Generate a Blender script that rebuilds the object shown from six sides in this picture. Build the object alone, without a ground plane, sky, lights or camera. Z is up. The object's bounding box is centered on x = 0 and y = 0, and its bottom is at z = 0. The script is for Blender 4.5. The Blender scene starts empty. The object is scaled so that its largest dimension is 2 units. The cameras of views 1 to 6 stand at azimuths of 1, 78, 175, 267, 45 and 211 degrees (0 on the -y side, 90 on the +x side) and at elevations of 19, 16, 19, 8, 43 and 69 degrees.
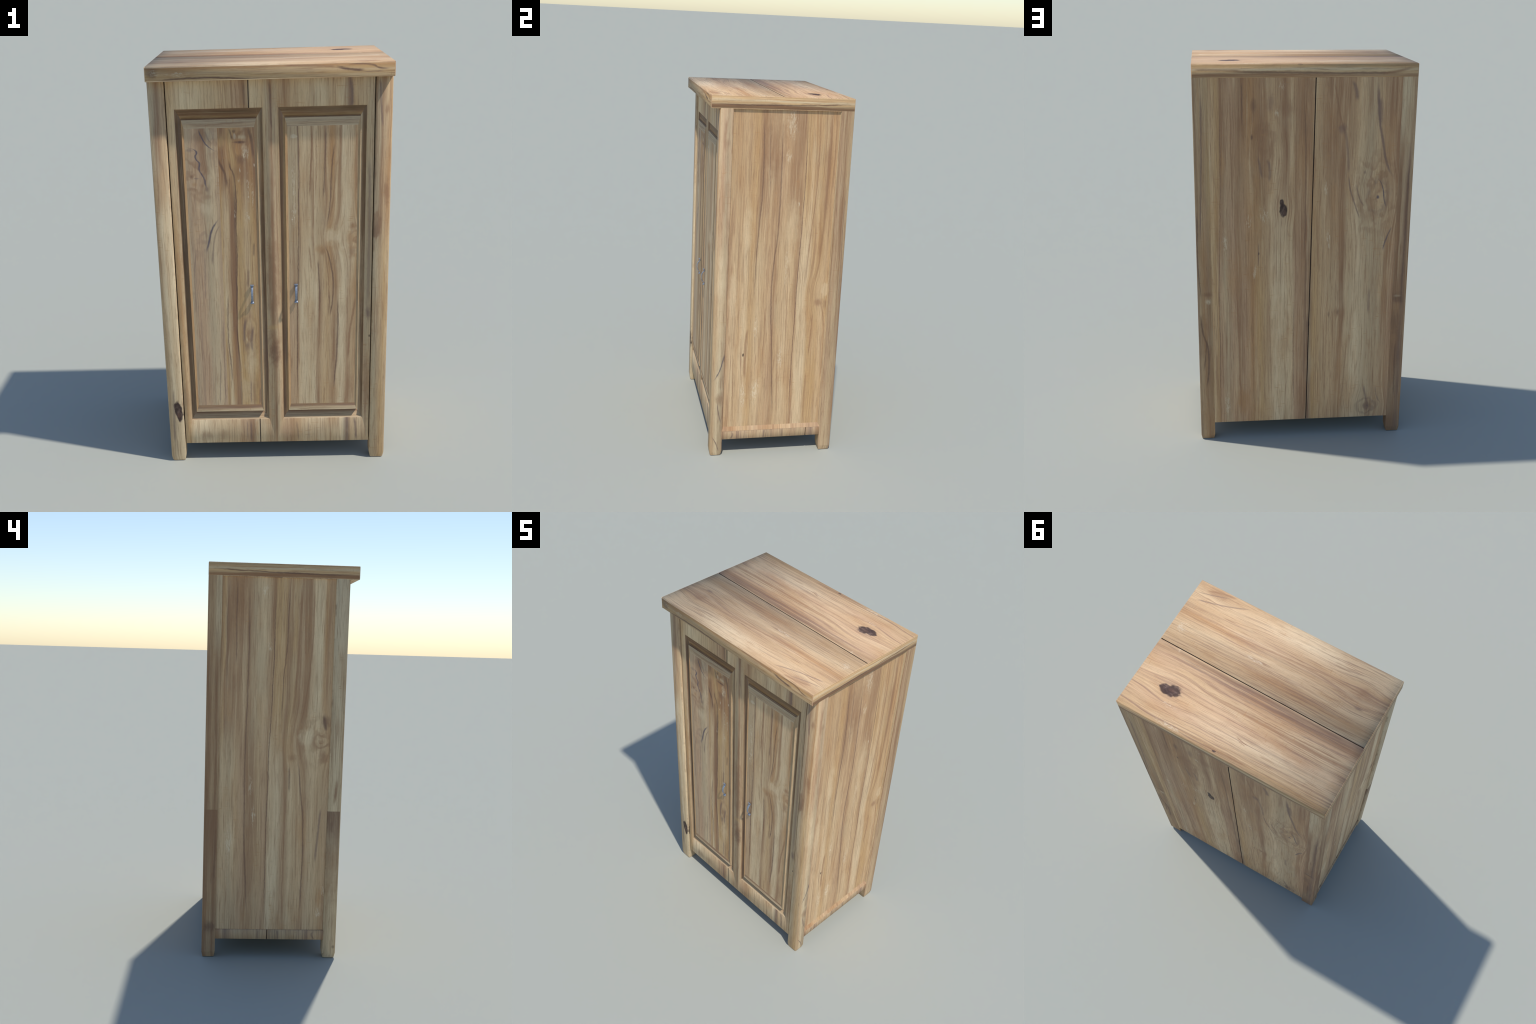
# A two-door wardrobe of weathered teak-like wood: four corner posts, a two-board top,
# two raised-panel doors with metal bow handles, side panels, side rails and a plank back.
import bpy, bmesh, math
from mathutils import Vector

# ------------------------------------------------------------------ colours
def lin(c):
    return tuple(((v / 255) / 12.92 if v / 255 <= 0.04045 else ((v / 255 + 0.055) / 1.055) ** 2.4) for v in c) + (1.0,)

CREAM = (214, 192, 156)
PALE = (203, 178, 141)
TAN = (192, 162, 124)
GOLD = (186, 151, 105)
ORANGE = (172, 130, 88)
BROWN = (144, 108, 80)
PINK = (184, 151, 119)
GREY = (181, 159, 127)
DARK = (104, 78, 66)
PURPLE = (120, 97, 87)
BLUE = (92, 82, 88)
SLIT = (50, 36, 30)
KNOT = (62, 46, 42)
MOULD_SHADE = (122, 96, 71)
MEAN = (192, 158, 117)
WHITE = (216, 200, 172)


# ------------------------------------------------------------------ node helpers
class Graph:
    def __init__(self, mat):
        self.t = mat.node_tree
        self.n = self.t.nodes
        self.n.clear()

    def put(self, sock, v):
        if isinstance(v, bpy.types.NodeSocket):
            self.t.links.new(v, sock)
        elif v is not None:
            sock.default_value = v

    def math(self, op, a, b=None, c=None, clamp=False):
        n = self.n.new("ShaderNodeMath")
        n.operation = op
        n.use_clamp = clamp
        for i, v in enumerate((a, b, c)):
            self.put(n.inputs[i], v)
        return n.outputs[0]

    def vec(self, x, y, z=0.0):
        n = self.n.new("ShaderNodeCombineXYZ")
        for i, v in enumerate((x, y, z)):
            self.put(n.inputs[i], v)
        return n.outputs[0]

    def vmath(self, op, a, b=None):
        n = self.n.new("ShaderNodeVectorMath")
        n.operation = op
        self.put(n.inputs[0], a)
        if b is not None:
            self.put(n.inputs[1], b)
        return n.outputs["Value"] if op == "LENGTH" else n.outputs[0]

    def noise(self, vec, scale=1.0, detail=2.0, rough=0.5, dist=0.0):
        n = self.n.new("ShaderNodeTexNoise")
        self.put(n.inputs["Vector"], vec)
        n.inputs["Scale"].default_value = scale
        n.inputs["Detail"].default_value = detail
        n.inputs["Roughness"].default_value = rough
        n.inputs["Distortion"].default_value = dist
        return n.outputs["Fac"]

    def step(self, x, lo, hi, smooth=True, to0=0.0, to1=1.0):
        n = self.n.new("ShaderNodeMapRange")
        n.interpolation_type = "SMOOTHSTEP" if smooth else "LINEAR"
        n.clamp = True
        self.put(n.inputs["Value"], x)
        n.inputs["From Min"].default_value = lo
        n.inputs["From Max"].default_value = hi
        n.inputs["To Min"].default_value = to0
        n.inputs["To Max"].default_value = to1
        return n.outputs[0]

    def mix(self, fac, a, b, blend="MIX"):
        n = self.n.new("ShaderNodeMix")
        n.data_type = "RGBA"
        n.blend_type = blend
        n.clamp_factor = True
        self.put(n.inputs[0], fac)
        self.put(n.inputs[6], a if isinstance(a, bpy.types.NodeSocket) else lin(a))
        self.put(n.inputs[7], b if isinstance(b, bpy.types.NodeSocket) else lin(b))
        return n.outputs[2]

    def ramp(self, x, stops, contrast, mean):
        """colour profile across the board: stops are (position, colour)"""
        lo, hi = stops[0][0], stops[-1][0]
        n = self.n.new("ShaderNodeValToRGB")
        e = n.color_ramp.elements
        while len(e) < len(stops):
            e.new(0.5)
        for i, (p, c) in enumerate(stops):
            e[i].position = i / len(stops)
        for i in reversed(range(len(stops))):
            e[i].position = (stops[i][0] - lo) / (hi - lo)
        for i in range(len(stops)):
            c, m = lin(stops[i][1]), lin(mean)
            e[i].color = tuple(m[k] + (c[k] - m[k]) * contrast for k in range(4))
        self.put(n.inputs[0], self.step(x, lo, hi, smooth=False))
        return n.outputs[0]

    def curve(self, x, pts):
        """u as a smooth function of v through the given (v, u) points"""
        pts = sorted(pts)
        v0, v1 = pts[0][0], pts[-1][0]
        us = [p[1] for p in pts]
        u0, u1 = min(us) - 0.01, max(us) + 0.01
        if len(pts) == 2:
            return self.step(x, v0, v1, smooth=False, to0=pts[0][1], to1=pts[1][1])
        n = self.n.new("ShaderNodeFloatCurve")
        cm = n.mapping
        c = cm.curves[0]
        for i, (v, u) in enumerate(pts):
            q = ((v - v0) / (v1 - v0), (u - u0) / (u1 - u0))
            if i == 0:
                c.points[0].location = q
            elif i == len(pts) - 1:
                c.points[len(c.points) - 1].location = q
            else:
                c.points.new(*q)
        cm.update()
        self.put(n.inputs["Value"], self.step(x, v0, v1, smooth=False))
        return self.math("MULTIPLY_ADD", n.outputs[0], u1 - u0, u0)


X, Y, Z = (1, 0, 0), (0, 1, 0), (0, 0, 1)


def wood(name, across, along, seed, profile, profile2=None, blend=(0, 1), warps=(), lines=(), blobs=(),
         flecks=(), rings=(), tone=1.0, streak=0.5, streak_col=BROWN, wav=0.03, figure=1.0, contrast=0.75, tint=(1, 1, 1), rough=0.55, rim_shade_tilt=None, splices=()):
    """across, along: weights of (x, y, z) giving the coordinate across and along the grain (object space)."""
    mat = bpy.data.materials.new(name)
    mat.use_nodes = True
    g = Graph(mat)
    tc = g.n.new("ShaderNodeTexCoord")
    pos = tc.outputs["Object"]

    def coord(w):
        n = g.n.new("ShaderNodeVectorMath")
        n.operation = "DOT_PRODUCT"
        g.put(n.inputs[0], pos)
        n.inputs[1].default_value = w
        return n.outputs["Value"]

    u, v = coord(across), coord(along)
    z = seed * 7.31
    # slow wander of the grain, then the grain parting round the knots
    low = g.noise(g.vec(g.math("MULTIPLY", u, 5.0), g.math("MULTIPLY", v, 1.3), z), 1.0, 2.0)
    low2 = g.noise(g.vec(g.math("MULTIPLY", u, 22.0), g.math("MULTIPLY", v, 6.0), z + 3), 1.0, 3.0)
    uj = g.math("MULTIPLY_ADD", g.math("SUBTRACT", low2, 0.5), 0.008, u)
    uw = g.math("MULTIPLY_ADD", g.math("SUBTRACT", low, 0.5), wav, uj)
    for (u0, v0, ru, rv, amp) in warps:
        d = g.vmath("MULTIPLY", g.vec(g.math("SUBTRACT", u, u0), g.math("SUBTRACT", v, v0)), (1 / ru, 1 / rv, 0))
        d = g.vmath("LENGTH", d)
        e = g.math("EXPONENT", g.math("MULTIPLY", g.math("MULTIPLY", d, d), -1.0))
        push = g.math("MULTIPLY", g.math("SUBTRACT", u, u0), g.math("MULTIPLY", e, -amp))
        uw = g.math("ADD", uw, push)
    own = [sum(c[k] for _, c in profile) / len(profile) for k in range(3)]
    mean = tuple(0.35 * MEAN[k] + 0.65 * own[k] for k in range(3))
    col = g.ramp(uw, profile, contrast, mean)
    if profile2:
        col = g.mix(g.step(g.math("MULTIPLY_ADD", low, 0.25, v), blend[0] + 0.12, blend[1] + 0.12), col, g.ramp(uw, profile2, contrast, mean))
    calm = g.noise(g.vec(g.math("MULTIPLY", u, 14.0), g.math("MULTIPLY", v, 2.6), z + 53), 1.0, 2.0)
    col = g.mix(g.step(calm, 0.40, 0.66, to1=0.5 if contrast < 0.95 else 0.25), col, mean)
    # broad figure, streaks, fibres
    band = g.noise(g.vec(g.math("MULTIPLY", uw, 34.0), g.math("MULTIPLY", v, 0.9), z + 11), 1.0, 4.0, 0.6)
    col = g.mix(g.step(band, 0.5, 0.32, to1=0.45 * figure), col, PALE)
    st = g.noise(g.vec(g.math("MULTIPLY", uw, 95.0), g.math("MULTIPLY", v, 2.0), z + 23), 1.0, 3.0, 0.6)
    patch = g.noise(g.vec(g.math("MULTIPLY", u, 9.0), g.math("MULTIPLY", v, 2.2), z + 31), 1.0, 2.0)
    stm = g.math("MULTIPLY", g.step(st, 0.52, 0.68, to1=streak), g.step(patch, 0.3, 0.6))
    col = g.mix(stm, col, streak_col)
    ln = g.noise(g.vec(g.math("MULTIPLY", uw, 200.0), g.math("MULTIPLY", v, 2.4), z + 83), 1.0, 2.0, 0.6)
    col = g.mix(g.step(ln, 0.53, 0.70, to1=0.42 * (0.5 + streak)), col, streak_col)
    col = g.mix(g.step(ln, 0.45, 0.30, to1=0.35), col, PALE)
    patch2 = g.noise(g.vec(g.math("MULTIPLY", u, 12.0), g.math("MULTIPLY", v, 3.0), z + 47), 1.0, 3.0)
    col = g.mix(g.step(patch2, 0.52, 0.75, to1=0.4 * figure), col, ORANGE)
    col = g.mix(g.step(patch2, 0.46, 0.25, to1=0.35 * figure), col, GREY)
    fine = g.noise(g.vec(g.math("MULTIPLY", uw, 310.0), g.math("MULTIPLY", v, 9.0), z + 5), 1.0, 2.0)
    fine2 = g.noise(g.vec(g.math("MULTIPLY", uj, 640.0), g.math("MULTIPLY", v, 60.0), z + 9), 1.0, 1.0)
    dash = g.noise(g.vec(g.math("MULTIPLY", uj, 260.0), g.math("MULTIPLY", v, 8.0), z + 91), 1.0, 2.0, 0.6)
    col = g.mix(g.step(dash, 0.54, 0.68, to1=0.5), col, BROWN)
    tick = g.noise(g.vec(g.math("MULTIPLY", u, 26.0), g.math("MULTIPLY", v, 190.0), z + 97), 1.0, 0.0)
    col = g.mix(g.math("MULTIPLY", g.step(tick, 0.72, 0.82, to1=0.45), g.step(patch2, 0.45, 0.6)), col, ORANGE)
    # local features
    grain = g.step(fine, 0.25, 0.6, to0=0.65, to1=1.1)
    plane = g.vec(u, v)
    rag = g.noise(g.vec(g.math("MULTIPLY", u, 75.0), g.math("MULTIPLY", v, 38.0), z + 61), 1.0, 3.0, 0.6)
    rag2 = g.noise(g.vec(g.math("MULTIPLY", u, 30.0), g.math("MULTIPLY", v, 17.0), z + 67), 1.0, 2.0, 0.5)
    for (u0, v0, ru, rv, c, s, *soft) in blobs:
        soft = soft[0] if soft else 0.9
        d = g.vmath("LENGTH", g.vmath("MULTIPLY", g.vmath("SUBTRACT", plane, (u0, v0, 0)), (1 / ru, 1 / rv, 0)))
        if soft < 0.4:
            d = g.math("MULTIPLY", d, 0.84)
        d = g.math("MULTIPLY_ADD", g.math("SUBTRACT", rag2, 0.5), 1.2 if soft < 0.4 else 0.9, d)
        d = g.math("MULTIPLY_ADD", g.math("SUBTRACT", rag, 0.5), 0.25 if soft < 0.4 else 0.7, d)
        m = g.step(d, 1.0, 1.0 - soft, to1=s)
        if c == CREAM:
            m = g.math("MULTIPLY", m, 0.62)
        if soft > 0.4:
            m = g.math("MULTIPLY", m, grain)
        col = g.mix(m, col, g.mix(g.step(rag, 0.42, 0.72, to1=0.85), KNOT, (112, 92, 82)) if c == KNOT else c)
    if rings:
        rag3 = g.noise(g.vec(g.math("MULTIPLY", u, 15.0), g.math("MULTIPLY", v, 9.0), z + 69), 1.0, 3.0, 0.55)
    for (u0, v0, ru, rv, freq, c, s) in rings:
        d = g.vmath("LENGTH", g.vmath("MULTIPLY", g.vmath("SUBTRACT", plane, (u0, v0, 0)), (1 / ru, 1 / rv, 0)))
        dn = g.math("MULTIPLY_ADD", g.math("SUBTRACT", rag3, 0.5), 1.5, d)
        dn = g.math("MULTIPLY_ADD", g.math("SUBTRACT", rag, 0.5), 0.06, dn)
        w = g.math("MULTIPLY", g.step(g.math("SINE", g.math("MULTIPLY", dn, freq * 0.75)), -0.3, 1.0), g.step(rag2, 0.3, 0.55, to0=0.4))
        col = g.mix(g.math("MULTIPLY", w, g.step(d, 1.1, 0.4, to1=s)), col, c)
    uv = g.math("MULTIPLY_ADD", g.math("SUBTRACT", rag, 0.5), 0.006, uj)
    for (pts, width, c, s) in lines:
        vs = [p[0] for p in pts]
        mid, half = (min(vs) + max(vs)) / 2, (max(vs) - min(vs)) / 2
        if c == SLIT:
            d = g.math("ABSOLUTE", g.math("SUBTRACT", u, g.curve(v, pts)))
            m = g.math("MULTIPLY", g.step(d, width * 0.6, width * 0.3, to1=s), g.math("COMPARE", v, mid, half))
            col = g.mix(m, col, c)
            continue
        d = g.math("ABSOLUTE", g.math("SUBTRACT", uv, g.curve(v, pts)))
        m = g.step(d, width, width * 0.15, to1=s)
        end = g.math("ABSOLUTE", g.math("SUBTRACT", v, mid))
        m = g.math("MULTIPLY", m, g.step(end, half, half * 0.7 if half > 0.1 else half * 0.5))
        if width > 0.0025:
            m = g.math("MULTIPLY", m, grain)
        col = g.mix(m, col, c)
    for (v0, v1, u0, u1, c, s) in splices:  # end-to-end joint: the piece below is darker near the joint
        m = g.math("MULTIPLY", g.step(v, v0 + 0.001, v0 - 0.001), g.step(v, v1, v0, to1=s))
        m = g.math("MULTIPLY", m, g.math("MULTIPLY", g.step(u, u0 - 0.002, u0 + 0.002), g.step(u, u1 + 0.002, u1 - 0.002)))
        col = g.mix(g.math("MULTIPLY", m, grain), col, c)
    if flecks:
        fl = g.noise(g.vec(g.math("MULTIPLY", uj, 190.0), g.math("MULTIPLY", v, 42.0), z + 71), 1.0, 3.0, 0.65, 0.6)
        for (u0, v0, ru, rv, s) in flecks:
            d = g.vmath("LENGTH", g.vmath("MULTIPLY", g.vmath("SUBTRACT", plane, (u0, v0, 0)), (1 / ru, 1 / rv, 0)))
            near = g.step(d, 1.0, 0.1)
            th = g.math("MULTIPLY_ADD", near, 0.16, fl)
            col = g.mix(g.math("MULTIPLY", g.step(th, 0.60, 0.74, to1=s), near), col, WHITE)
    # fibres and pores multiply over everything
    lum = g.math("MULTIPLY_ADD", fine, 0.34, 0.83 * tone)
    lum = g.math("MULTIPLY", lum, g.step(fine2, 0.28, 0.46, to0=0.9, to1=1.0))
    lum = g.math("MULTIPLY", lum, g.step(band, 0.3, 0.7, smooth=False, to0=1.06, to1=0.94))
    n = g.n.new("ShaderNodeVectorMath")
    n.operation = "SCALE"
    g.put(n.inputs[0], col)
    g.put(n.inputs["Scale"], lum)
    col = g.vmath("MULTIPLY", n.outputs[0], tint)
    b = g.n.new("ShaderNodeBsdfPrincipled")
    g.put(b.inputs["Base Color"], col)
    g.put(b.inputs["Roughness"], g.math("MULTIPLY_ADD", fine, 0.15, rough))
    b.inputs["Specular IOR Level"].default_value = 0.3
    bump = g.n.new("ShaderNodeBump")
    bump.inputs["Strength"].default_value = 0.12
    bump.inputs["Distance"].default_value = 0.002
    g.put(bump.inputs["Height"], g.math("ADD", fine, st))
    g.put(b.inputs["Normal"], bump.outputs[0])
    if rim_shade_tilt:  # normals tilted near the rim for edge shading; the board stays flat
        hx, hy, margin, k = rim_shade_tilt
        px, py = coord(X), coord(Y)
        tilt = []
        for p, h in ((px, hx), (py, hy)):
            m = g.step(g.math("ABSOLUTE", p), h - margin, h, smooth=False, to1=k)
            tilt.append(g.math("MULTIPLY", g.math("MULTIPLY", m, m), g.math("SIGN", p)))
        geo = g.n.new("ShaderNodeNewGeometry")
        nn = g.vmath("NORMALIZE", g.vmath("ADD", geo.outputs["Normal"], g.vec(tilt[0], tilt[1], 0.0)))
        g.put(bump.inputs["Normal"], nn)
    o = g.n.new("ShaderNodeOutputMaterial")
    g.put(o.inputs[0], b.outputs[0])
    return mat


def plain(name, colour, rough=0.6, metal=0.0):
    mat = bpy.data.materials.new(name)
    mat.use_nodes = True
    g = Graph(mat)
    tc = g.n.new("ShaderNodeTexCoord")
    nz = g.noise(tc.outputs["Object"], 160.0, 3.0)
    col = g.mix(g.step(nz, 0.35, 0.7), tuple(v * 0.88 for v in colour), colour)
    b = g.n.new("ShaderNodeBsdfPrincipled")
    g.put(b.inputs["Base Color"], col)
    b.inputs["Roughness"].default_value = rough
    b.inputs["Metallic"].default_value = metal
    o = g.n.new("ShaderNodeOutputMaterial")
    g.put(o.inputs[0], b.outputs[0])
    return mat



# ------------------------------------------------------------------ object helpers
root = bpy.data.objects.new("wooden_wardrobe", None)
bpy.context.scene.collection.objects.link(root)
root["label"] = "tall two-door wardrobe of weathered tan wood with metal handles"
root["category"] = "wardrobe"


def link(name, mesh, mats, parent=root):
    ob = bpy.data.objects.new(name, mesh)
    for m in mats:
        mesh.materials.append(m)
    bpy.context.scene.collection.objects.link(ob)
    ob.parent = parent
    return ob


def box(name, lo, hi, mats, bevel=0.0, pick=None, cut=None, parent=root, smooth=False, segments=1, taper=None, skip_ends=False, upright=False):
    """a beveled board; pick(normal) gives the material slot; cut = (point, normal): keep the side against the normal"""
    bm = bmesh.new()
    bmesh.ops.create_cube(bm, size=1.0)
    lo, hi = Vector(lo), Vector(hi)
    for w in bm.verts:
        w.co = Vector(((lo[i] + hi[i]) / 2 + w.co[i] * (hi[i] - lo[i])) for i in range(3))
    if cut:
        r = bmesh.ops.bisect_plane(bm, geom=bm.verts[:] + bm.edges[:] + bm.faces[:], plane_co=cut[0], plane_no=cut[1], clear_outer=True)
        edges = [e for e in r["geom_cut"] if isinstance(e, bmesh.types.BMEdge)]
        bmesh.ops.edgeloop_fill(bm, edges=edges)
        bmesh.ops.recalc_face_normals(bm, faces=bm.faces[:])
    if bevel:
        edges = bm.edges[:]
        if upright:
            edges = [e for e in edges if abs(e.verts[0].co.z - e.verts[1].co.z) > 0.01]
        if skip_ends:
            edges = [e for e in edges if abs(e.verts[0].co.x - e.verts[1].co.x) > 0.01]
        if cut:
            no = Vector(cut[1]).normalized()
            edges = [e for e in edges if not all(abs((w.co - Vector(cut[0])).dot(no)) < 1e-4 for w in e.verts)]
        bmesh.ops.bevel(bm, geom=edges, offset=bevel, segments=segments, affect="EDGES", profile=0.5, clamp_overlap=True)
    if taper:
        height, inset, centre = taper
        bmesh.ops.bisect_plane(bm, geom=bm.verts[:] + bm.edges[:] + bm.faces[:], plane_co=(0, 0, height), plane_no=Z)
        for w in bm.verts:
            k = max(0.0, 1 - w.co.z / height)
            for i in (0, 1):
                w.co[i] -= inset * k * (1 if w.co[i] > centre[i] else -1)
    for f in bm.faces:
        f.material_index = pick(f.normal) if pick else 0
        f.smooth = smooth
        if cut and f.normal.dot(Vector(cut[1]).normalized()) > 0.999:
            f.material_index, f.smooth = len(mats) - 1, False
    if upright:  # flat-cut ends
        for f in bm.faces:
            if abs(f.normal.z) > 0.9:
                f.smooth = False
                for e in f.edges:
                    e.smooth = False
    me = bpy.data.meshes.new(name)
    bm.to_mesh(me)
    bm.free()
    return link(name, me, mats, parent)


class Shell:
    """polygons with explicit corner normals (None = flat)"""

    def __init__(self):
        self.v, self.key, self.f, self.m, self.nr = [], {}, [], [], []

    def vert(self, p):
        k = tuple(round(c, 6) for c in p)
        if k not in self.key:
            self.key[k] = len(self.v)
            self.v.append(k)
        return self.key[k]

    def face(self, pts, mat=0, normals=None):
        a = [Vector(p) for p in pts]
        flat = sum(((a[i] - a[0]).cross(a[i + 1] - a[0]) for i in range(1, len(a) - 1)), Vector()).normalized()
        self.f.append([self.vert(p) for p in pts])
        self.m.append(mat)
        self.nr.append([Vector(n).normalized() if n is not None else flat for n in (normals or [None] * len(pts))])

    def make(self, name, mats, parent):
        me = bpy.data.meshes.new(name)
        me.from_pydata(self.v, [], self.f)
        me.polygons.foreach_set("material_index", self.m)
        me.polygons.foreach_set("use_smooth", [True] * len(self.f))
        me.update()
        me.normals_split_custom_set([n for face in self.nr for n in face])
        return link(name, me, mats, parent)


# ------------------------------------------------------------------ materials
def L(*pts):
    return [(v, u) for (u, v) in pts]


top_mat = wood(
    "teak_top", Y, X, 1,
    [(-0.37, CREAM), (-0.30, CREAM), (-0.24, TAN), (-0.20, BROWN), (-0.17, TAN), (-0.12, PALE), (-0.06, ORANGE), (-0.02, TAN), (0.0, PALE),
     (0.02, PURPLE), (0.05, BROWN), (0.08, PINK), (0.12, PALE), (0.135, BROWN), (0.15, PALE), (0.20, PINK), (0.26, CREAM), (0.30, TAN), (0.34, GOLD), (0.37, GOLD)],
    [(-0.37, ORANGE), (-0.33, PALE), (-0.27, TAN), (-0.22, TAN), (-0.18, ORANGE), (-0.12, PALE), (-0.06, TAN), (0.0, TAN), (0.02, BROWN), (0.06, PINK),
     (0.12, TAN), (0.16, PINK), (0.22, TAN), (0.26, PINK), (0.32, TAN), (0.37, GOLD)], (-0.1, 0.35),
    warps=[(0.203, 0.358, 0.10, 0.12, 0.5), (-0.36, 0.40, 0.09, 0.2, 0.6), (-0.22, -0.41, 0.09, 0.1, 0.5)],
    lines=[(list(((0.52, -0.262), (0.365, -0.302), (0.253, -0.345))), 0.006, PURPLE, 0.6), (list(((0.50, -0.325), (0.42, -0.35), (0.33, -0.362))), 0.008, BROWN, 0.7),
           (list(((0.54, -0.30), (0.44, -0.325), (0.36, -0.352))), 0.005, PURPLE, 0.55), (list(((0.35, -0.24), (0.10, -0.275))), 0.004, BROWN, 0.35),
           (list(((0.30, -0.185), (0.04, -0.20), (-0.25, -0.222))), 0.006, BROWN, 0.5), (list(((0.38, -0.066), (-0.085, -0.065))), 0.005, BROWN, 0.35),
           (list(((0.5, 0.047), (0.0, 0.05), (-0.54, 0.036))), 0.006, PURPLE, 0.5), (list(((0.3, 0.060), (-0.54, 0.050))), 0.004, PURPLE, 0.5), (list(((0.45, 0.035), (-0.3, 0.034))), 0.004, PURPLE, 0.45), (list(((0.1, 0.075), (-0.54, 0.066))), 0.004, PURPLE, 0.4), (list(((0.54, 0.012), (-0.54, 0.028))), 0.012, DARK, 0.3),
           (list(((0.20, 0.128), (-0.20, 0.122), (-0.53, 0.118))), 0.005, BROWN, 0.6), (list(((-0.25, 0.10), (-0.53, 0.085))), 0.006, PURPLE, 0.4),
           (list(((0.32, 0.265), (0.13, 0.29))), 0.012, PINK, 0.6), (list(((0.1, 0.352), (-0.14, 0.347))), 0.008, BROWN, 0.6),
           (list(((-0.02, 0.249), (-0.09, 0.262))), 0.003, BROWN, 0.8), (list(((-0.04, 0.262), (-0.08, 0.268))), 0.003, BROWN, 0.8), (list(((-0.28, -0.02), (-0.50, -0.015))), 0.005, BROWN, 0.4)],
    blobs=[(0.203, 0.352, 0.048, 0.075, PURPLE, 0.35), (0.200, 0.344, 0.029, 0.040, KNOT, 0.95, 0.25), (0.205, 0.378, 0.023, 0.032, KNOT, 0.95, 0.25), (0.198, 0.352, 0.015, 0.026, DARK, 0.45, 0.7), (0.357, 0.029, 0.006, 0.012, KNOT, 0.95, 0.4), (0.10, 0.45, 0.05, 0.10, PINK, 0.5),
           (-0.22, -0.41, 0.045, 0.05, BROWN, 0.5), (-0.145, -0.43, 0.012, 0.03, PURPLE, 0.6), (-0.33, -0.10, 0.05, 0.24, CREAM, 0.7),
           (0.24, -0.20, 0.05, 0.14, CREAM, 0.6), (0.22, -0.45, 0.09, 0.10, CREAM, 0.6), (-0.34, 0.43, 0.035, 0.09, BROWN, 0.45)],
    flecks=[(-0.125, 0.09, 0.02, 0.09, 0.7), (-0.10, 0.49, 0.05, 0.04, 0.6), (0.01, 0.43, 0.03, 0.02, 0.7), (0.27, 0.33, 0.02, 0.07, 0.5), (0.355, 0.27, 0.02, 0.14, 0.6)],
    streak=0.6, streak_col=(134, 104, 88), contrast=0.75, tint=(1.05, 1.03, 1.05), rim_shade_tilt=(0.545, 0.372, 0.07, 0.55), tone=1.25)

HONEY = (207, 169, 121)
edge_stops = [(1.932, TAN), (1.942, BROWN), (1.951, BROWN), (1.957, TAN), (1.964, HONEY), (1.974, CREAM), (1.985, HONEY), (1.993, GOLD), (2.0, HONEY)]
front_edge = wood(
    "teak_top_front_edge", Z, X, 2, [(1.932, GOLD), (1.945, TAN), (1.955, GOLD), (1.97, TAN), (1.98, GOLD), (1.99, ORANGE), (2.0, TAN)],
    lines=[([(-0.50, 1.938), (-0.40, 1.947), (-0.30, 1.948), (-0.10, 1.941), (0.0, 1.940)], 0.006, DARK, 0.8), ([(0.05, 1.992), (0.20, 1.988), (0.30, 1.98)], 0.008, BROWN, 0.7),
           ([(0.28, 1.985), (0.36, 1.968), (0.42, 1.966)], 0.009, DARK, 0.85), ([(0.33, 1.992), (0.44, 1.988), (0.48, 1.972), (0.53, 1.968)], 0.007, DARK, 0.7), ([(0.40, 1.955), (0.50, 1.962)], 0.004, PURPLE, 0.5)],
    blobs=[(1.97, -0.515, 0.03, 0.035, DARK, 0.6), (1.975, -0.40, 0.03, 0.12, ORANGE, 0.7), (1.98, 0.40, 0.012, 0.05, GOLD, 0.6)],
    flecks=[(1.97, -0.50, 0.03, 0.04, 0.5), (1.965, -0.40, 0.02, 0.10, 0.5)], wav=0.02, streak=0.3, contrast=1.0)
back_edge = wood(
    "teak_top_back_edge", Z, X, 3, edge_stops,
    lines=[([(0.40, 1.965), (0.20, 1.962), (0.0, 1.958), (-0.3, 1.955), (-0.5, 1.965)], 0.009, DARK, 0.7), ([(0.54, 1.972), (0.30, 1.968)], 0.008, BROWN, 0.6), ([(-0.35, 1.95), (-0.45, 1.965), (-0.53, 1.985)], 0.010, BROWN, 0.6)],
    blobs=[(1.998, 0.029, 0.006, 0.015, KNOT, 0.9, 0.4), (1.99, 0.2, 0.012, 0.4, GOLD, 0.5)], wav=0.02, streak=0.35, contrast=1.1)
side_edge = wood("teak_top_side_edge", Z, Y, 4, edge_stops,
                 lines=[([(-0.36, 1.957), (-0.1, 1.955), (0.15, 1.962), (0.36, 1.97)], 0.005, DARK, 0.75), ([(-0.30, 1.944), (0.2, 1.94)], 0.005, BROWN, 0.6), ([(-0.1, 1.984), (0.3, 1.978)], 0.005, ORANGE, 0.5)],
                 wav=0.025, streak=0.35, contrast=1.0, tone=1.06)

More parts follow.
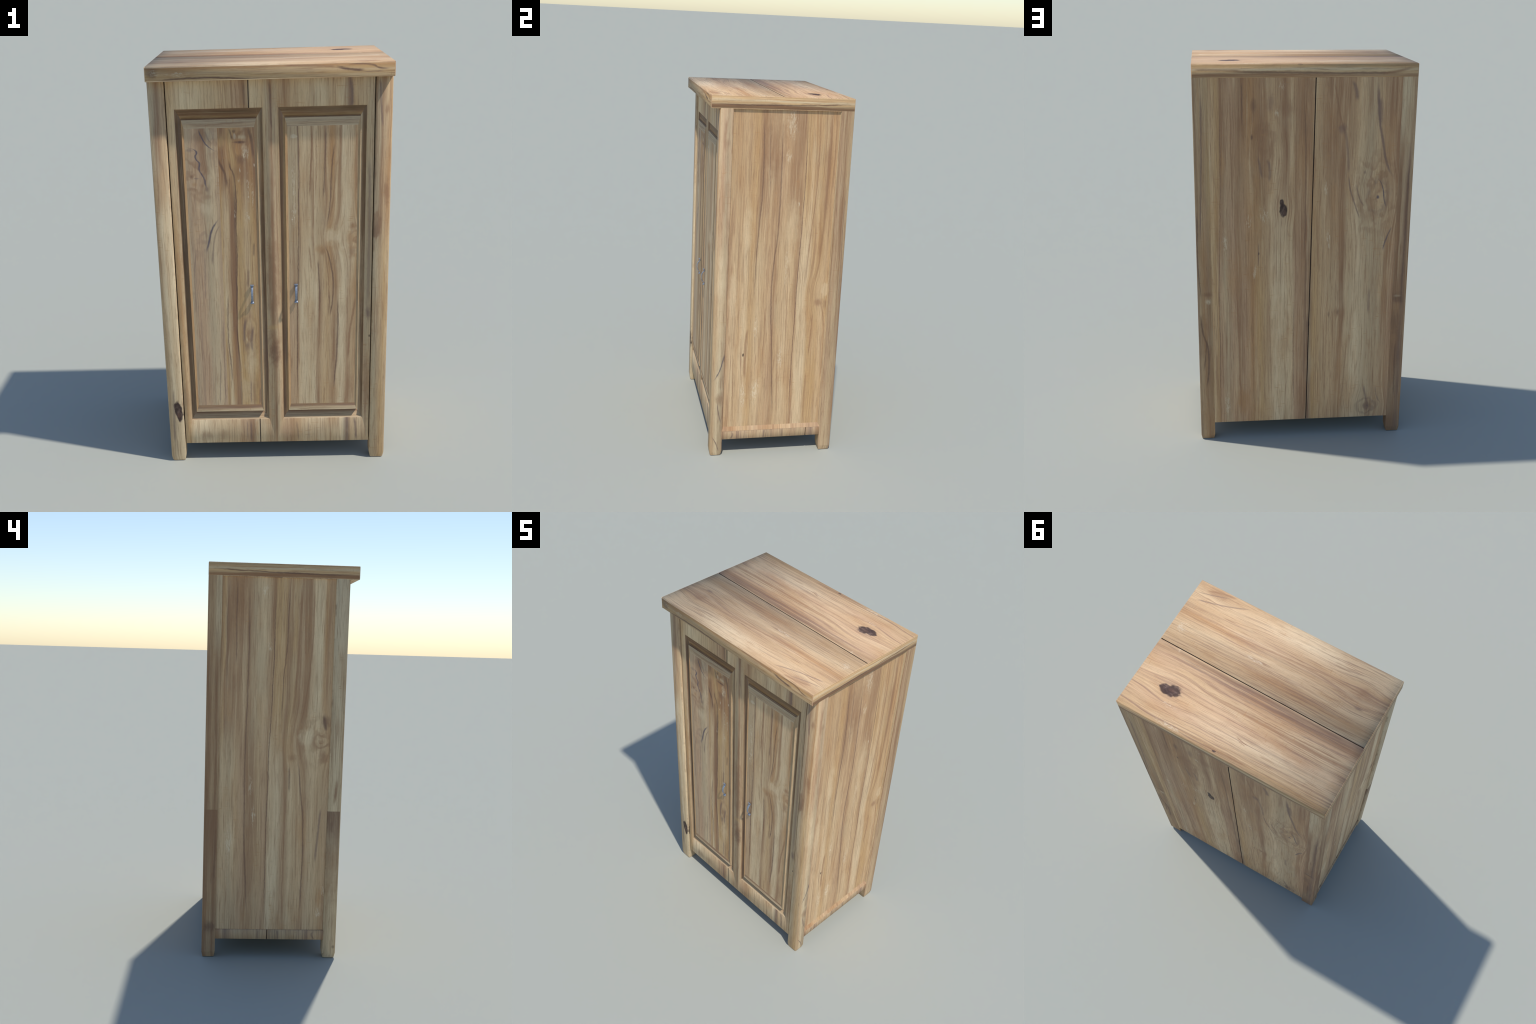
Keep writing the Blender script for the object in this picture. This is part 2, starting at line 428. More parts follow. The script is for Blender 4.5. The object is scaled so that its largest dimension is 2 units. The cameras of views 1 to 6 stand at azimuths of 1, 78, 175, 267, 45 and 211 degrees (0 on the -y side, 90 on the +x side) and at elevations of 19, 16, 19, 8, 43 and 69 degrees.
# --- back planks
back_mat = wood(
    "teak_back", X, Z, 5,
    [(-0.47, PINK), (-0.43, BROWN), (-0.40, GREY), (-0.35, GREY), (-0.28, CREAM), (-0.22, PALE), (-0.20, BROWN), (-0.15, TAN), (-0.10, TAN), (-0.05, GOLD), (-0.03, DARK),
     (-0.01, BROWN), (0.04, PINK), (0.06, PALE), (0.14, CREAM), (0.18, TAN), (0.22, GOLD), (0.26, ORANGE), (0.30, PINK), (0.33, BROWN), (0.36, PINK), (0.40, GREY), (0.428, PINK), (0.435, BROWN), (0.44, GOLD), (0.47, GOLD)],
    [(-0.47, BROWN), (-0.42, BROWN), (-0.38, TAN), (-0.33, GREY), (-0.27, TAN), (-0.20, BROWN), (-0.12, BROWN), (-0.06, TAN), (-0.03, BROWN),
     (0.02, BROWN), (0.06, TAN), (0.10, BROWN), (0.16, TAN), (0.20, BROWN), (0.27, ORANGE), (0.32, BROWN), (0.37, PINK), (0.40, BROWN), (0.415, BROWN), (0.43, GOLD), (0.47, TAN)], (0.85, 1.75),
    warps=[(-0.371, 1.34, 0.10, 0.16, 0.85), (0.106, 1.293, 0.05, 0.07, 0.5), (-0.36, 0.16, 0.08, 0.09, 0.7), (0.19, 1.55, 0.08, 0.12, 0.4), (-0.16, 0.72, 0.05, 0.06, 0.5)],
    lines=[(L((-0.349, 1.925), (-0.366, 1.73), (-0.386, 1.62), (-0.403, 1.532), (-0.456, 1.43)), 0.010, PURPLE, 0.75), (L((-0.36, 1.85), (-0.372, 1.70)), 0.020, PURPLE, 0.6),
           (L((-0.222, 1.46), (-0.228, 1.40), (-0.25, 1.323), (-0.286, 1.222)), 0.006, PURPLE, 0.65), (L((-0.262, 1.42), (-0.272, 1.36), (-0.308, 1.285)), 0.006, PURPLE, 0.55),
           (L((-0.358, 1.444), (-0.393, 1.394), (-0.404, 1.328), (-0.422, 1.278)), 0.005, BLUE, 0.8), (L((-0.452, 1.19), (-0.422, 1.117), (-0.405, 1.05)), 0.006, BLUE, 0.7),
           (L((-0.225, 1.925), (-0.247, 1.862), (-0.25, 1.82)), 0.014, PURPLE, 0.7), (L((-0.137, 1.923), (-0.16, 1.80), (-0.199, 1.654)), 0.007, BROWN, 0.6), (L((-0.18, 1.72), (-0.21, 1.60), (-0.22, 1.46)), 0.010, PURPLE, 0.45),
           (L((-0.337, 0.298), (-0.349, 0.22), (-0.369, 0.15)), 0.008, PURPLE, 0.65), (L((-0.40, 0.29), (-0.415, 0.21), (-0.44, 0.17)), 0.006, PURPLE, 0.45), (L((-0.345, 0.86), (-0.347, 0.70)), 0.010, PURPLE, 0.5),
           (L((0.412, 1.92), (0.419, 1.425), (0.429, 0.924), (0.437, 0.1)), 0.0025, DARK, 0.6), (L((0.309, 1.92), (0.307, 1.70)), 0.005, DARK, 0.5), (L((0.367, 1.9), (0.359, 1.26)), 0.006, BROWN, 0.6),
           (L((0.007, 1.85), (-0.006, 1.417), (0.0, 1.0)), 0.006, DARK, 0.45), (L((0.043, 1.89), (0.046, 1.086)), 0.004, BROWN, 0.5), (L((-0.177, 1.35), (-0.189, 0.9), (-0.2, 0.5)), 0.005, BROWN, 0.45),
           (L((0.345, 0.95), (0.323, 0.104)), 0.005, BROWN, 0.6), (L((0.262, 0.8), (0.258, 0.1)), 0.004, BROWN, 0.55), (L((0.30, 1.2), (0.29, 0.5)), 0.004, BROWN, 0.4), (L((0.051, 0.8), (0.044, 0.12)), 0.004, DARK, 0.55), (L((0.175, 0.75), (0.162, 0.25)), 0.005, BROWN, 0.45),
           (L((-0.24, 0.60), (-0.211, 0.1)), 0.005, BROWN, 0.45), (L((-0.13, 0.9), (-0.12, 0.2)), 0.005, BROWN, 0.4), (L((-0.08, 1.5), (-0.07, 0.2)), 0.004, BROWN, 0.4),
           (L((0.228, 1.12), (0.231, 0.98)), 0.005, PURPLE, 0.6), (L((0.234, 1.56), (0.222, 1.50), (0.21, 1.44)), 0.009, PURPLE, 0.6), (L((0.19, 1.55), (0.174, 1.50), (0.178, 1.42)), 0.011, PURPLE, 0.55),
           (L((-0.012, 1.1), (-0.010, 0.3)), 0.010, DARK, 0.4)],
    blobs=[(0.106, 1.295, 0.024, 0.052, GOLD, 0.5, 0.5), (0.105, 1.285, 0.021, 0.036, KNOT, 0.96, 0.25), (0.113, 1.318, 0.012, 0.024, KNOT, 0.96, 0.25), (0.100, 1.27, 0.010, 0.022, DARK, 0.5, 0.6), (0.229, 1.056, 0.005, 0.010, KNOT, 0.8, 0.6),
           (-0.371, 1.34, 0.045, 0.07, TAN, 0.6), (-0.371, 1.341, 0.010, 0.013, BLUE, 0.8, 0.7), (-0.301, 1.469, 0.010, 0.014, PURPLE, 0.7), (-0.33, 1.46, 0.02, 0.05, PURPLE, 0.3), (-0.335, 1.25, 0.05, 0.06, BROWN, 0.5),
           (-0.182, 1.69, 0.03, 0.035, PURPLE, 0.6), (0.261, 1.652, 0.008, 0.02, DARK, 0.7), (0.253, 1.80, 0.02, 0.05, DARK, 0.5), (0.169, 1.82, 0.03, 0.06, PURPLE, 0.4), (0.09, 1.79, 0.07, 0.05, BROWN, 0.4),
           (-0.36, 0.165, 0.035, 0.04, DARK, 0.6), (-0.36, 0.162, 0.008, 0.010, BLUE, 0.7), (-0.185, 0.724, 0.012, 0.03, DARK, 0.6), (-0.137, 0.71, 0.008, 0.025, DARK, 0.5), (-0.19, 0.715, 0.045, 0.05, BROWN, 0.4),
           (0.117, 0.75, 0.055, 0.28, CREAM, 0.5), (-0.291, 0.9, 0.045, 0.35, CREAM, 0.45), (0.312, 0.22, 0.05, 0.11, ORANGE, 0.6), (0.41, 1.5, 0.02, 0.15, ORANGE, 0.55), (-0.025, 0.65, 0.012, 0.09, DARK, 0.6), (-0.03, 1.9, 0.03, 0.1, BROWN, 0.4)],
    rings=[(-0.371, 1.345, 0.075, 0.115, 14.0, PURPLE, 0.6), (-0.36, 1.36, 0.16, 0.28, 15.0, BROWN, 0.5), (0.20, 1.60, 0.12, 0.3, 12.0, BROWN, 0.35), (-0.36, 0.162, 0.08, 0.07, 16.0, PURPLE, 0.45)],
    flecks=[(0.138, 1.77, 0.02, 0.04, 0.5), (0.28, 1.22, 0.03, 0.08, 0.45), (0.20, 1.26, 0.05, 0.08, 0.45), (0.116, 1.9, 0.03, 0.04, 0.4), (-0.107, 1.39, 0.03, 0.06, 0.4), (-0.126, 1.12, 0.02, 0.12, 0.45), (0.40, 1.12, 0.025, 0.12, 0.5), (0.25, 0.95, 0.02, 0.1, 0.4), (0.40, 0.2, 0.03, 0.12, 0.4)],
    streak=0.55, contrast=0.85, tint=(1.03, 1.0, 0.98), tone=1.1)

# --- side panels
right_mat = wood(
    "teak_right_side", Y, Z, 6,
    [(-0.26, PINK), (-0.22, PALE), (-0.19, TAN), (-0.16, CREAM), (-0.13, GOLD), (-0.09, PALE), (-0.06, TAN), (-0.02, PINK), (0.0, BROWN), (0.02, TAN), (0.06, PALE), (0.10, TAN), (0.12, BROWN),
     (0.135, CREAM), (0.18, CREAM), (0.20, GOLD), (0.24, GOLD), (0.27, TAN), (0.30, GOLD)],
    [(-0.26, TAN), (-0.22, ORANGE), (-0.17, TAN), (-0.12, GOLD), (-0.10, BROWN), (-0.06, BROWN), (-0.01, BROWN), (0.02, PINK), (0.07, BROWN), (0.12, BROWN),
     (0.14, GOLD), (0.19, ORANGE), (0.22, GOLD), (0.25, BROWN), (0.27, ORANGE), (0.30, TAN)], (1.15, 1.6),
    warps=[(0.30, 0.95, 0.10, 0.12, 0.6), (-0.15, 0.61, 0.03, 0.08, 0.4)],
    lines=[(L((-0.104, 1.93), (-0.09, 1.604), (-0.106, 1.2), (-0.11, 0.9)), 0.006, DARK, 0.55), (L((-0.067, 1.93), (-0.051, 1.5)), 0.004, DARK, 0.5), (L((-0.004, 1.93), (0.006, 1.605), (0.004, 1.3), (-0.015, 1.03), (0.003, 0.608), (0.027, 0.16)), 0.006, DARK, 0.6),
           (L((0.128, 1.93), (0.135, 1.606), (0.130, 1.3), (0.122, 0.958), (0.118, 0.676), (0.118, 0.16)), 0.0035, DARK, 0.75), (L((0.192, 1.93), (0.201, 1.607), (0.183, 1.28), (0.17, 1.1)), 0.004, BROWN, 0.7),
           (L((0.256, 1.93), (0.261, 1.672), (0.251, 1.346), (0.235, 1.1)), 0.009, BROWN, 0.6), (L((0.287, 1.93), (0.285, 1.5)), 0.006, BROWN, 0.5), (L((0.221, 0.844), (0.213, 0.58)), 0.005, BROWN, 0.7), (L((0.245, 0.92), (0.288, 0.74), (0.286, 0.42)), 0.006, BROWN, 0.6),
           (L((0.203, 0.5), (0.203, 0.17)), 0.007, BROWN, 0.45), (L((-0.212, 0.62), (-0.202, 0.17)), 0.005, BROWN, 0.55), (L((-0.135, 0.76), (-0.147, 0.613), (-0.14, 0.45)), 0.011, BROWN, 0.6), (L((0.03, 0.7), (0.05, 0.2)), 0.006, BROWN, 0.45),
           (L((-0.03, 1.3), (-0.05, 0.5)), 0.004, BROWN, 0.35), (L((0.07, 1.2), (0.08, 0.4)), 0.004, BROWN, 0.4)],
    blobs=[(-0.156, 0.6, 0.006, 0.013, KNOT, 0.85, 0.5), (0.283, 0.97, 0.03, 0.05, CREAM, 0.75, 0.5), (0.245, 0.895, 0.035, 0.03, BROWN, 0.6), (0.29, 0.88, 0.02, 0.04, DARK, 0.3), (-0.225, 0.95, 0.03, 0.2, CREAM, 0.7), (-0.16, 1.30, 0.035, 0.2, CREAM, 0.5),
           (0.08, 1.32, 0.05, 0.2, CREAM, 0.55), (0.16, 0.5, 0.035, 0.3, CREAM, 0.5), (-0.04, 1.75, 0.07, 0.22, BROWN, 0.5), (0.24, 0.4, 0.04, 0.2, GOLD, 0.5)],
    flecks=[(0.05, 1.87, 0.05, 0.14, 0.55), (0.04, 1.70, 0.03, 0.06, 0.5), (0.106, 1.445, 0.02, 0.02, 0.7), (-0.093, 0.75, 0.02, 0.12, 0.6), (-0.085, 0.38, 0.04, 0.13, 0.7), (-0.15, 0.36, 0.03, 0.15, 0.6), (0.05, 0.58, 0.025, 0.15, 0.6), (0.06, 1.1, 0.02, 0.2, 0.4)],
    streak=0.5, streak_col=(138, 104, 80), contrast=0.66, tint=(1.03, 1.0, 0.98), tone=1.13)

left_mat = wood(
    "teak_left_side", Y, Z, 7,
    [(-0.26, BROWN), (-0.22, TAN), (-0.17, PALE), (-0.14, BROWN), (-0.11, TAN), (-0.06, PALE), (-0.04, BROWN), (0.0, CREAM), (0.045, CREAM), (0.055, BROWN), (0.07, PINK), (0.10, TAN), (0.13, BROWN), (0.16, BROWN),
     (0.18, PINK), (0.22, TAN), (0.24, GREY), (0.28, PALE), (0.31, GREY)],
    [(-0.26, TAN), (-0.24, BROWN), (-0.22, ORANGE), (-0.20, CREAM), (-0.16, CREAM), (-0.14, BROWN), (-0.09, BROWN), (-0.06, GOLD), (-0.03, BROWN), (-0.01, GOLD), (0.03, GOLD), (0.045, BROWN),
     (0.08, PALE), (0.13, GREY), (0.16, BROWN), (0.19, BROWN), (0.23, BROWN), (0.26, BROWN), (0.275, DARK), (0.285, GOLD), (0.31, BROWN)], (0.95, 1.35),
    warps=[(-0.19, 1.13, 0.11, 0.13, 0.75), (-0.23, 0.3, 0.05, 0.1, 0.4)],
    lines=[(L((0.272, 1.93), (0.266, 1.651), (0.28, 1.45), (0.275, 1.1)), 0.008, BROWN, 0.6), (L((0.228, 1.93), (0.226, 1.5)), 0.006, DARK, 0.5), (L((0.169, 1.93), (0.164, 1.5), (0.17, 0.928), (0.158, 0.488), (0.131, 0.15)), 0.006, DARK, 0.55),
           (L((0.035, 1.93), (0.038, 1.657), (0.039, 1.479), (0.05, 1.1), (0.053, 0.931), (0.054, 0.554), (0.052, 0.154)), 0.0035, DARK, 0.75), (L((-0.03, 1.93), (-0.028, 1.659), (-0.012, 1.39), (-0.01, 1.2)), 0.005, DARK, 0.55),
           (L((-0.09, 1.93), (-0.086, 1.72), (-0.078, 1.422), (-0.05, 1.2)), 0.009, BROWN, 0.7), (L((-0.15, 1.93), (-0.15, 1.603), (-0.115, 1.27), (-0.08, 1.16)), 0.007, BROWN, 0.6), (L((-0.04, 1.7), (-0.045, 1.3)), 0.004, BROWN, 0.5),
           (L((-0.08, 1.07), (-0.105, 0.99), (-0.113, 0.9), (-0.135, 0.684), (-0.13, 0.2)), 0.006, DARK, 0.6), (L((-0.054, 1.01), (-0.058, 0.86)), 0.006, DARK, 0.65), (L((-0.045, 0.93), (-0.037, 0.427), (-0.04, 0.155)), 0.006, BROWN, 0.55),
           (L((-0.224, 0.80), (-0.20, 0.5)), 0.009, PURPLE, 0.6), (L((0.231, 0.95), (0.223, 0.6)), 0.005, BROWN, 0.45), (L((-0.22, 1.27), (-0.235, 1.18)), 0.012, DARK, 0.7), (L((-0.09, 1.045), (-0.01, 1.047)), 0.003, ORANGE, 0.1)],
    blobs=[(-0.14, 1.15, 0.06, 0.06, CREAM, 0.95, 0.8), (-0.235, 1.23, 0.03, 0.05, DARK, 0.55), (-0.225, 1.06, 0.03, 0.06, BROWN, 0.65), (-0.07, 1.045, 0.035, 0.03, BROWN, 0.5), (-0.19, 1.5, 0.025, 0.25, CREAM, 0.5), (0.22, 1.82, 0.06, 0.16, BROWN, 0.5),
           (0.10, 1.5, 0.04, 0.25, GREY, 0.5), (-0.23, 0.33, 0.025, 0.08, ORANGE, 0.5), (0.008, 0.6, 0.03, 0.35, CREAM, 0.4), (0.24, 0.65, 0.03, 0.12, CREAM, 0.5)],
    rings=[(-0.215, 1.13, 0.06, 0.05, 15.0, BROWN, 0.65), (-0.20, 1.13, 0.14, 0.16, 13.0, BROWN, 0.4)],
    flecks=[(0.245, 0.6, 0.03, 0.15, 0.55), (0.121, 0.74, 0.02, 0.1, 0.6), (0.09, 1.87, 0.04, 0.06, 0.45), (-0.227, 0.24, 0.03, 0.05, 0.6), (-0.25, 0.35, 0.015, 0.06, 0.5), (0.06, 1.6, 0.02, 0.05, 0.5), (0.14, 0.9, 0.02, 0.1, 0.4)],
    streak=0.4, contrast=0.68, tone=1.3)

# --- door fields
grey_mat = wood(
    "teak_field_grey", X, Z, 8,
    [(-0.395, GREY), (-0.36, PINK), (-0.33, PINK), (-0.30, GREY), (-0.27, PALE), (-0.24, PINK)],
    [(-0.395, GREY), (-0.35, PINK), (-0.31, BROWN), (-0.29, GREY), (-0.24, PINK)], (1.3, 1.6),
    warps=[(-0.365, 1.50, 0.06, 0.06, 0.6)],
    lines=[(L((-0.329, 1.72), (-0.317, 1.69), (-0.303, 1.659), (-0.289, 1.639), (-0.271, 1.624), (-0.245, 1.607)), 0.0055, BLUE, 0.85), (L((-0.297, 1.713), (-0.292, 1.69), (-0.282, 1.663), (-0.26, 1.644)), 0.005, PURPLE, 0.5), (L((-0.27, 1.715), (-0.262, 1.66)), 0.005, PURPLE, 0.3),
           (L((-0.395, 1.642), (-0.372, 1.631), (-0.349, 1.623), (-0.338, 1.607), (-0.345, 1.591), (-0.341, 1.575), (-0.329, 1.561), (-0.332, 1.532), (-0.321, 1.508), (-0.308, 1.483), (-0.305, 1.456), (-0.293, 1.435)), 0.0065, BLUE, 0.85),
           (L((-0.244, 1.30), (-0.264, 1.276), (-0.279, 1.251), (-0.291, 1.22), (-0.301, 1.181), (-0.318, 1.12)), 0.0075, BLUE, 0.85), (L((-0.243, 1.267), (-0.26, 1.239), (-0.273, 1.203), (-0.284, 1.135), (-0.291, 1.06)), 0.006, PURPLE, 0.55),
           (L((-0.352, 1.145), (-0.366, 1.12), (-0.374, 1.056), (-0.378, 0.95), (-0.38, 0.8)), 0.005, PURPLE, 0.45), (L((-0.323, 1.12), (-0.332, 0.88)), 0.006, PURPLE, 0.4), (L((-0.31, 1.05), (-0.315, 0.8)), 0.004, PURPLE, 0.3),
           (L((-0.324, 0.62), (-0.335, 0.31)), 0.004, BROWN, 0.6), (L((-0.272, 0.58), (-0.281, 0.31)), 0.005, PURPLE, 0.5), (L((-0.30, 0.55), (-0.306, 0.31)), 0.0035, BROWN, 0.45), (L((-0.252, 0.8), (-0.253, 0.31)), 0.005, PURPLE, 0.4), (L((-0.355, 0.8), (-0.36, 0.55)), 0.006, PURPLE, 0.3),
           (L((-0.37, 1.43), (-0.33, 1.38), (-0.29, 1.36)), 0.02, BROWN, 0.3)],
    blobs=[(-0.367, 1.497, 0.014, 0.014, DARK, 0.6), (-0.368, 1.497, 0.006, 0.006, BLUE, 0.6), (-0.345, 1.488, 0.02, 0.006, BLUE, 0.5), (-0.30, 1.435, 0.016, 0.02, PURPLE, 0.6), (-0.30, 1.40, 0.03, 0.02, BROWN, 0.4), (-0.355, 1.46, 0.02, 0.018, ORANGE, 0.5),
           (-0.31, 1.345, 0.05, 0.045, CREAM, 0.7), (-0.27, 1.50, 0.03, 0.08, PALE, 0.5), (-0.30, 0.75, 0.04, 0.25, GREY, 0.5), (-0.39, 1.60, 0.03, 0.03, ORANGE, 0.3), (-0.35, 0.75, 0.03, 0.2, PINK, 0.4), (-0.37, 1.62, 0.02, 0.012, BLUE, 0.35)],
    rings=[(-0.367, 1.497, 0.11, 0.12, 15.0, BROWN, 0.55), (-0.26, 1.72, 0.13, 0.16, 17.0, BROWN, 0.4), (-0.32, 1.20, 0.09, 0.12, 12.0, PURPLE, 0.25)],
    streak=0.3, streak_col=PURPLE, figure=0.3, contrast=0.9, tint=(1.0, 1.01, 1.03), tone=1.14)
gold_mat = wood(
    "teak_field_gold", X, Z, 9,
    [(-0.242, GOLD), (-0.225, PALE), (-0.21, TAN), (-0.198, BROWN), (-0.185, BROWN), (-0.178, DARK), (-0.172, GOLD), (-0.15, GOLD), (-0.12, TAN), (-0.095, GOLD), (-0.073, ORANGE)],
    [(-0.242, ORANGE), (-0.22, BROWN), (-0.20, ORANGE), (-0.18, GOLD), (-0.15, ORANGE), (-0.12, BROWN), (-0.10, ORANGE), (-0.073, BROWN)], (1.25, 1.55),
    warps=[(-0.13, 0.69, 0.04, 0.12, 0.5), (-0.14, 1.65, 0.05, 0.06, 0.4)],
    lines=[(L((-0.243, 1.60), (-0.24, 1.57), (-0.228, 1.538), (-0.213, 1.502), (-0.207, 1.43)), 0.010, DARK, 0.75), (L((-0.195, 1.58), (-0.189, 1.537), (-0.174, 1.504), (-0.168, 1.466), (-0.167, 1.412), (-0.168, 1.3)), 0.006, DARK, 0.75),
           (L((-0.168, 1.4), (-0.172, 1.109), (-0.18, 0.887), (-0.182, 0.8)), 0.004, DARK, 0.75), (L((-0.219, 0.93), (-0.227, 0.751), (-0.227, 0.649), (-0.219, 0.544), (-0.214, 0.42)), 0.005, DARK, 0.65), (L((-0.20, 0.75), (-0.205, 0.31)), 0.013, ORANGE, 0.6),
           (L((-0.192, 1.5), (-0.198, 1.40)), 0.006, DARK, 0.4), (L((-0.098, 1.71), (-0.087, 1.651), (-0.083, 1.57)), 0.010, DARK, 0.75), (L((-0.19, 1.72), (-0.182, 1.69), (-0.176, 1.66)), 0.007, DARK, 0.65),
           (L((-0.119, 1.05), (-0.124, 0.94)), 0.009, DARK, 0.5), (L((-0.135, 1.05), (-0.14, 0.9)), 0.006, BROWN, 0.5), (L((-0.091, 1.18), (-0.093, 1.10)), 0.007, DARK, 0.5),
           (L((-0.124, 0.46), (-0.127, 0.31)), 0.006, PURPLE, 0.6), (L((-0.075, 0.42), (-0.08, 0.31)), 0.008, PURPLE, 0.5), (L((-0.11, 0.45), (-0.10, 0.31)), 0.014, BROWN, 0.4), (L((-0.137, 0.80), (-0.15, 0.70), (-0.145, 0.64)), 0.010, PURPLE, 0.75), (L((-0.10, 0.75), (-0.115, 0.66), (-0.11, 0.60)), 0.010, PURPLE, 0.65)],
    blobs=[(-0.10, 1.70, 0.012, 0.03, DARK, 0.6), (-0.167, 1.702, 0.012, 0.014, DARK, 0.8), (-0.145, 1.652, 0.034, 0.008, DARK, 0.85, 0.6), (-0.14, 1.675, 0.03, 0.016, CREAM, 0.75), (-0.165, 1.68, 0.008, 0.018, WHITE, 0.6, 0.6), (-0.12, 1.625, 0.018, 0.018, CREAM, 0.75), (-0.14, 1.57, 0.03, 0.035, DARK, 0.5),
           (-0.14, 1.52, 0.06, 0.08, BROWN, 0.5), (-0.225, 1.66, 0.025, 0.05, GOLD, 0.6), (-0.122, 0.70, 0.035, 0.07, BROWN, 0.5), (-0.135, 0.64, 0.02, 0.04, PURPLE, 0.6), (-0.137, 0.677, 0.006, 0.02, CREAM, 0.8), (-0.115, 0.55, 0.05, 0.1, PALE, 0.5), (-0.15, 0.4, 0.03, 0.1, PALE, 0.5),
           (-0.085, 0.85, 0.02, 0.12, TAN, 0.5), (-0.187, 1.05, 0.014, 0.30, BROWN, 0.45)],
    flecks=[(-0.12, 1.60, 0.03, 0.05, 0.6), (-0.145, 1.52, 0.008, 0.03, 0.6), (-0.11, 1.44, 0.012, 0.12, 0.6), (-0.09, 1.40, 0.01, 0.12, 0.5), (-0.078, 1.545, 0.008, 0.015, 0.8), (-0.15, 1.47, 0.01, 0.02, 0.6), (-0.175, 1.32, 0.006, 0.05, 0.5), (-0.115, 1.30, 0.02, 0.05, 0.5)],
    rings=[(-0.12, 1.64, 0.08, 0.11, 14.0, BROWN, 0.6), (-0.12, 0.69, 0.05, 0.14, 12.0, BROWN, 0.45)],
    streak=0.6, figure=0.8, contrast=1.15, tone=1.12)
cream_mat = wood(
    "teak_field_cream", X, Z, 10,
    [(0.073, PINK), (0.10, PINK), (0.11, BROWN), (0.116, PALE), (0.13, CREAM), (0.17, PALE), (0.20, CREAM), (0.215, BROWN), (0.23, TAN), (0.25, GOLD), (0.27, TAN), (0.29, BROWN), (0.31, CREAM), (0.33, CREAM), (0.35, BROWN), (0.37, TAN), (0.393, ORANGE)],
    [(0.073, GREY), (0.115, GREY), (0.123, DARK), (0.128, TAN), (0.15, PALE), (0.178, PALE), (0.19, BROWN), (0.197, PALE), (0.22, TAN), (0.235, TAN), (0.245, BROWN), (0.26, ORANGE), (0.28, ORANGE), (0.30, TAN), (0.315, BROWN), (0.325, CREAM), (0.36, CREAM), (0.375, PALE), (0.385, ORANGE), (0.393, TAN)], (0.85, 1.2),
    warps=[(0.36, 1.19, 0.09, 0.10, 0.8)],
    lines=[(L((0.124, 1.72), (0.125, 1.555), (0.12, 1.287), (0.118, 1.016), (0.113, 0.904), (0.108, 0.31)), 0.0035, DARK, 0.75), (L((0.185, 1.72), (0.182, 1.612), (0.176, 1.468), (0.172, 1.38)), 0.006, BROWN, 0.75), (L((0.204, 1.72), (0.202, 1.45)), 0.004, BROWN, 0.5),
           (L((0.248, 1.72), (0.247, 1.642), (0.242, 1.5), (0.236, 1.37)), 0.006, DARK, 0.6), (L((0.308, 1.72), (0.315, 1.62)), 0.007, BROWN, 0.5), (L((0.290, 1.65), (0.274, 1.515), (0.267, 1.37), (0.258, 1.28), (0.239, 1.235)), 0.006, DARK, 0.6),
           (L((0.30, 1.58), (0.283, 1.40), (0.262, 1.25)), 0.006, BROWN, 0.5), (L((0.24, 1.165), (0.247, 1.14), (0.259, 1.111), (0.273, 1.048), (0.283, 0.976), (0.282, 0.904), (0.265, 0.78)), 0.006, DARK, 0.7), (L((0.239, 1.15), (0.25, 1.08), (0.262, 0.95), (0.262, 0.8)), 0.005, BROWN, 0.6),
           (L((0.212, 1.09), (0.214, 1.021), (0.219, 0.906), (0.214, 0.8)), 0.005, DARK, 0.65), (L((0.167, 1.16), (0.18, 1.02)), 0.006, BROWN, 0.6), (L((0.156, 1.0), (0.158, 0.8)), 0.004, BROWN, 0.4),
           (L((0.306, 0.90), (0.304, 0.657), (0.295, 0.491), (0.287, 0.38)), 0.006, DARK, 0.7), (L((0.264, 0.92), (0.261, 0.78)), 0.005, DARK, 0.45), (L((0.287, 0.74), (0.282, 0.53)), 0.006, BROWN, 0.6), (L((0.388, 0.90), (0.384, 0.84), (0.365, 0.70), (0.354, 0.55)), 0.008, BROWN, 0.75),
           (L((0.20, 0.55), (0.20, 0.31)), 0.004, BROWN, 0.6), (L((0.216, 0.93), (0.217, 0.7), (0.21, 0.6)), 0.005, BROWN, 0.5), (L((0.24, 0.42), (0.238, 0.31)), 0.005, BROWN, 0.5), (L((0.36, 0.55), (0.35, 0.31)), 0.012, BROWN, 0.35), (L((0.388, 1.70), (0.386, 1.40)), 0.006, BROWN, 0.5)],
    blobs=[(0.105, 1.672, 0.018, 0.012, WHITE, 0.4, 0.5), (0.345, 1.40, 0.035, 0.2, CREAM, 0.6), (0.28, 1.195, 0.06, 0.06, CREAM, 0.95, 0.8), (0.375, 1.245, 0.022, 0.028, BROWN, 0.8), (0.365, 1.19, 0.03, 0.04, ORANGE, 0.4), (0.37, 1.115, 0.03, 0.05, BROWN, 0.6), (0.33, 1.14, 0.02, 0.01, CREAM, 0.5), (0.225, 1.13, 0.04, 0.03, ORANGE, 0.6), (0.232, 1.12, 0.016, 0.03, BROWN, 0.5),
           (0.275, 1.58, 0.035, 0.09, ORANGE, 0.45), (0.15, 0.6, 0.04, 0.25, CREAM, 0.4), (0.345, 0.95, 0.025, 0.12, CREAM, 0.5), (0.19, 0.92, 0.02, 0.15, CREAM, 0.4), (0.33, 0.45, 0.015, 0.12, CREAM, 0.5), (0.37, 0.42, 0.025, 0.1, BROWN, 0.4), (0.165, 1.22, 0.04, 0.05, TAN, 0.5)],
    rings=[(0.392, 1.185, 0.06, 0.055, 15.0, BROWN, 0.65), (0.40, 1.19, 0.16, 0.12, 13.0, ORANGE, 0.4)],
    flecks=[(0.10, 1.30, 0.02, 0.12, 0.5), (0.095, 1.283, 0.02, 0.006, 0.8), (0.107, 0.82, 0.006, 0.04, 0.7), (0.10, 1.45, 0.02, 0.2, 0.4)],
    streak=0.45, contrast=0.85, tone=1.13)

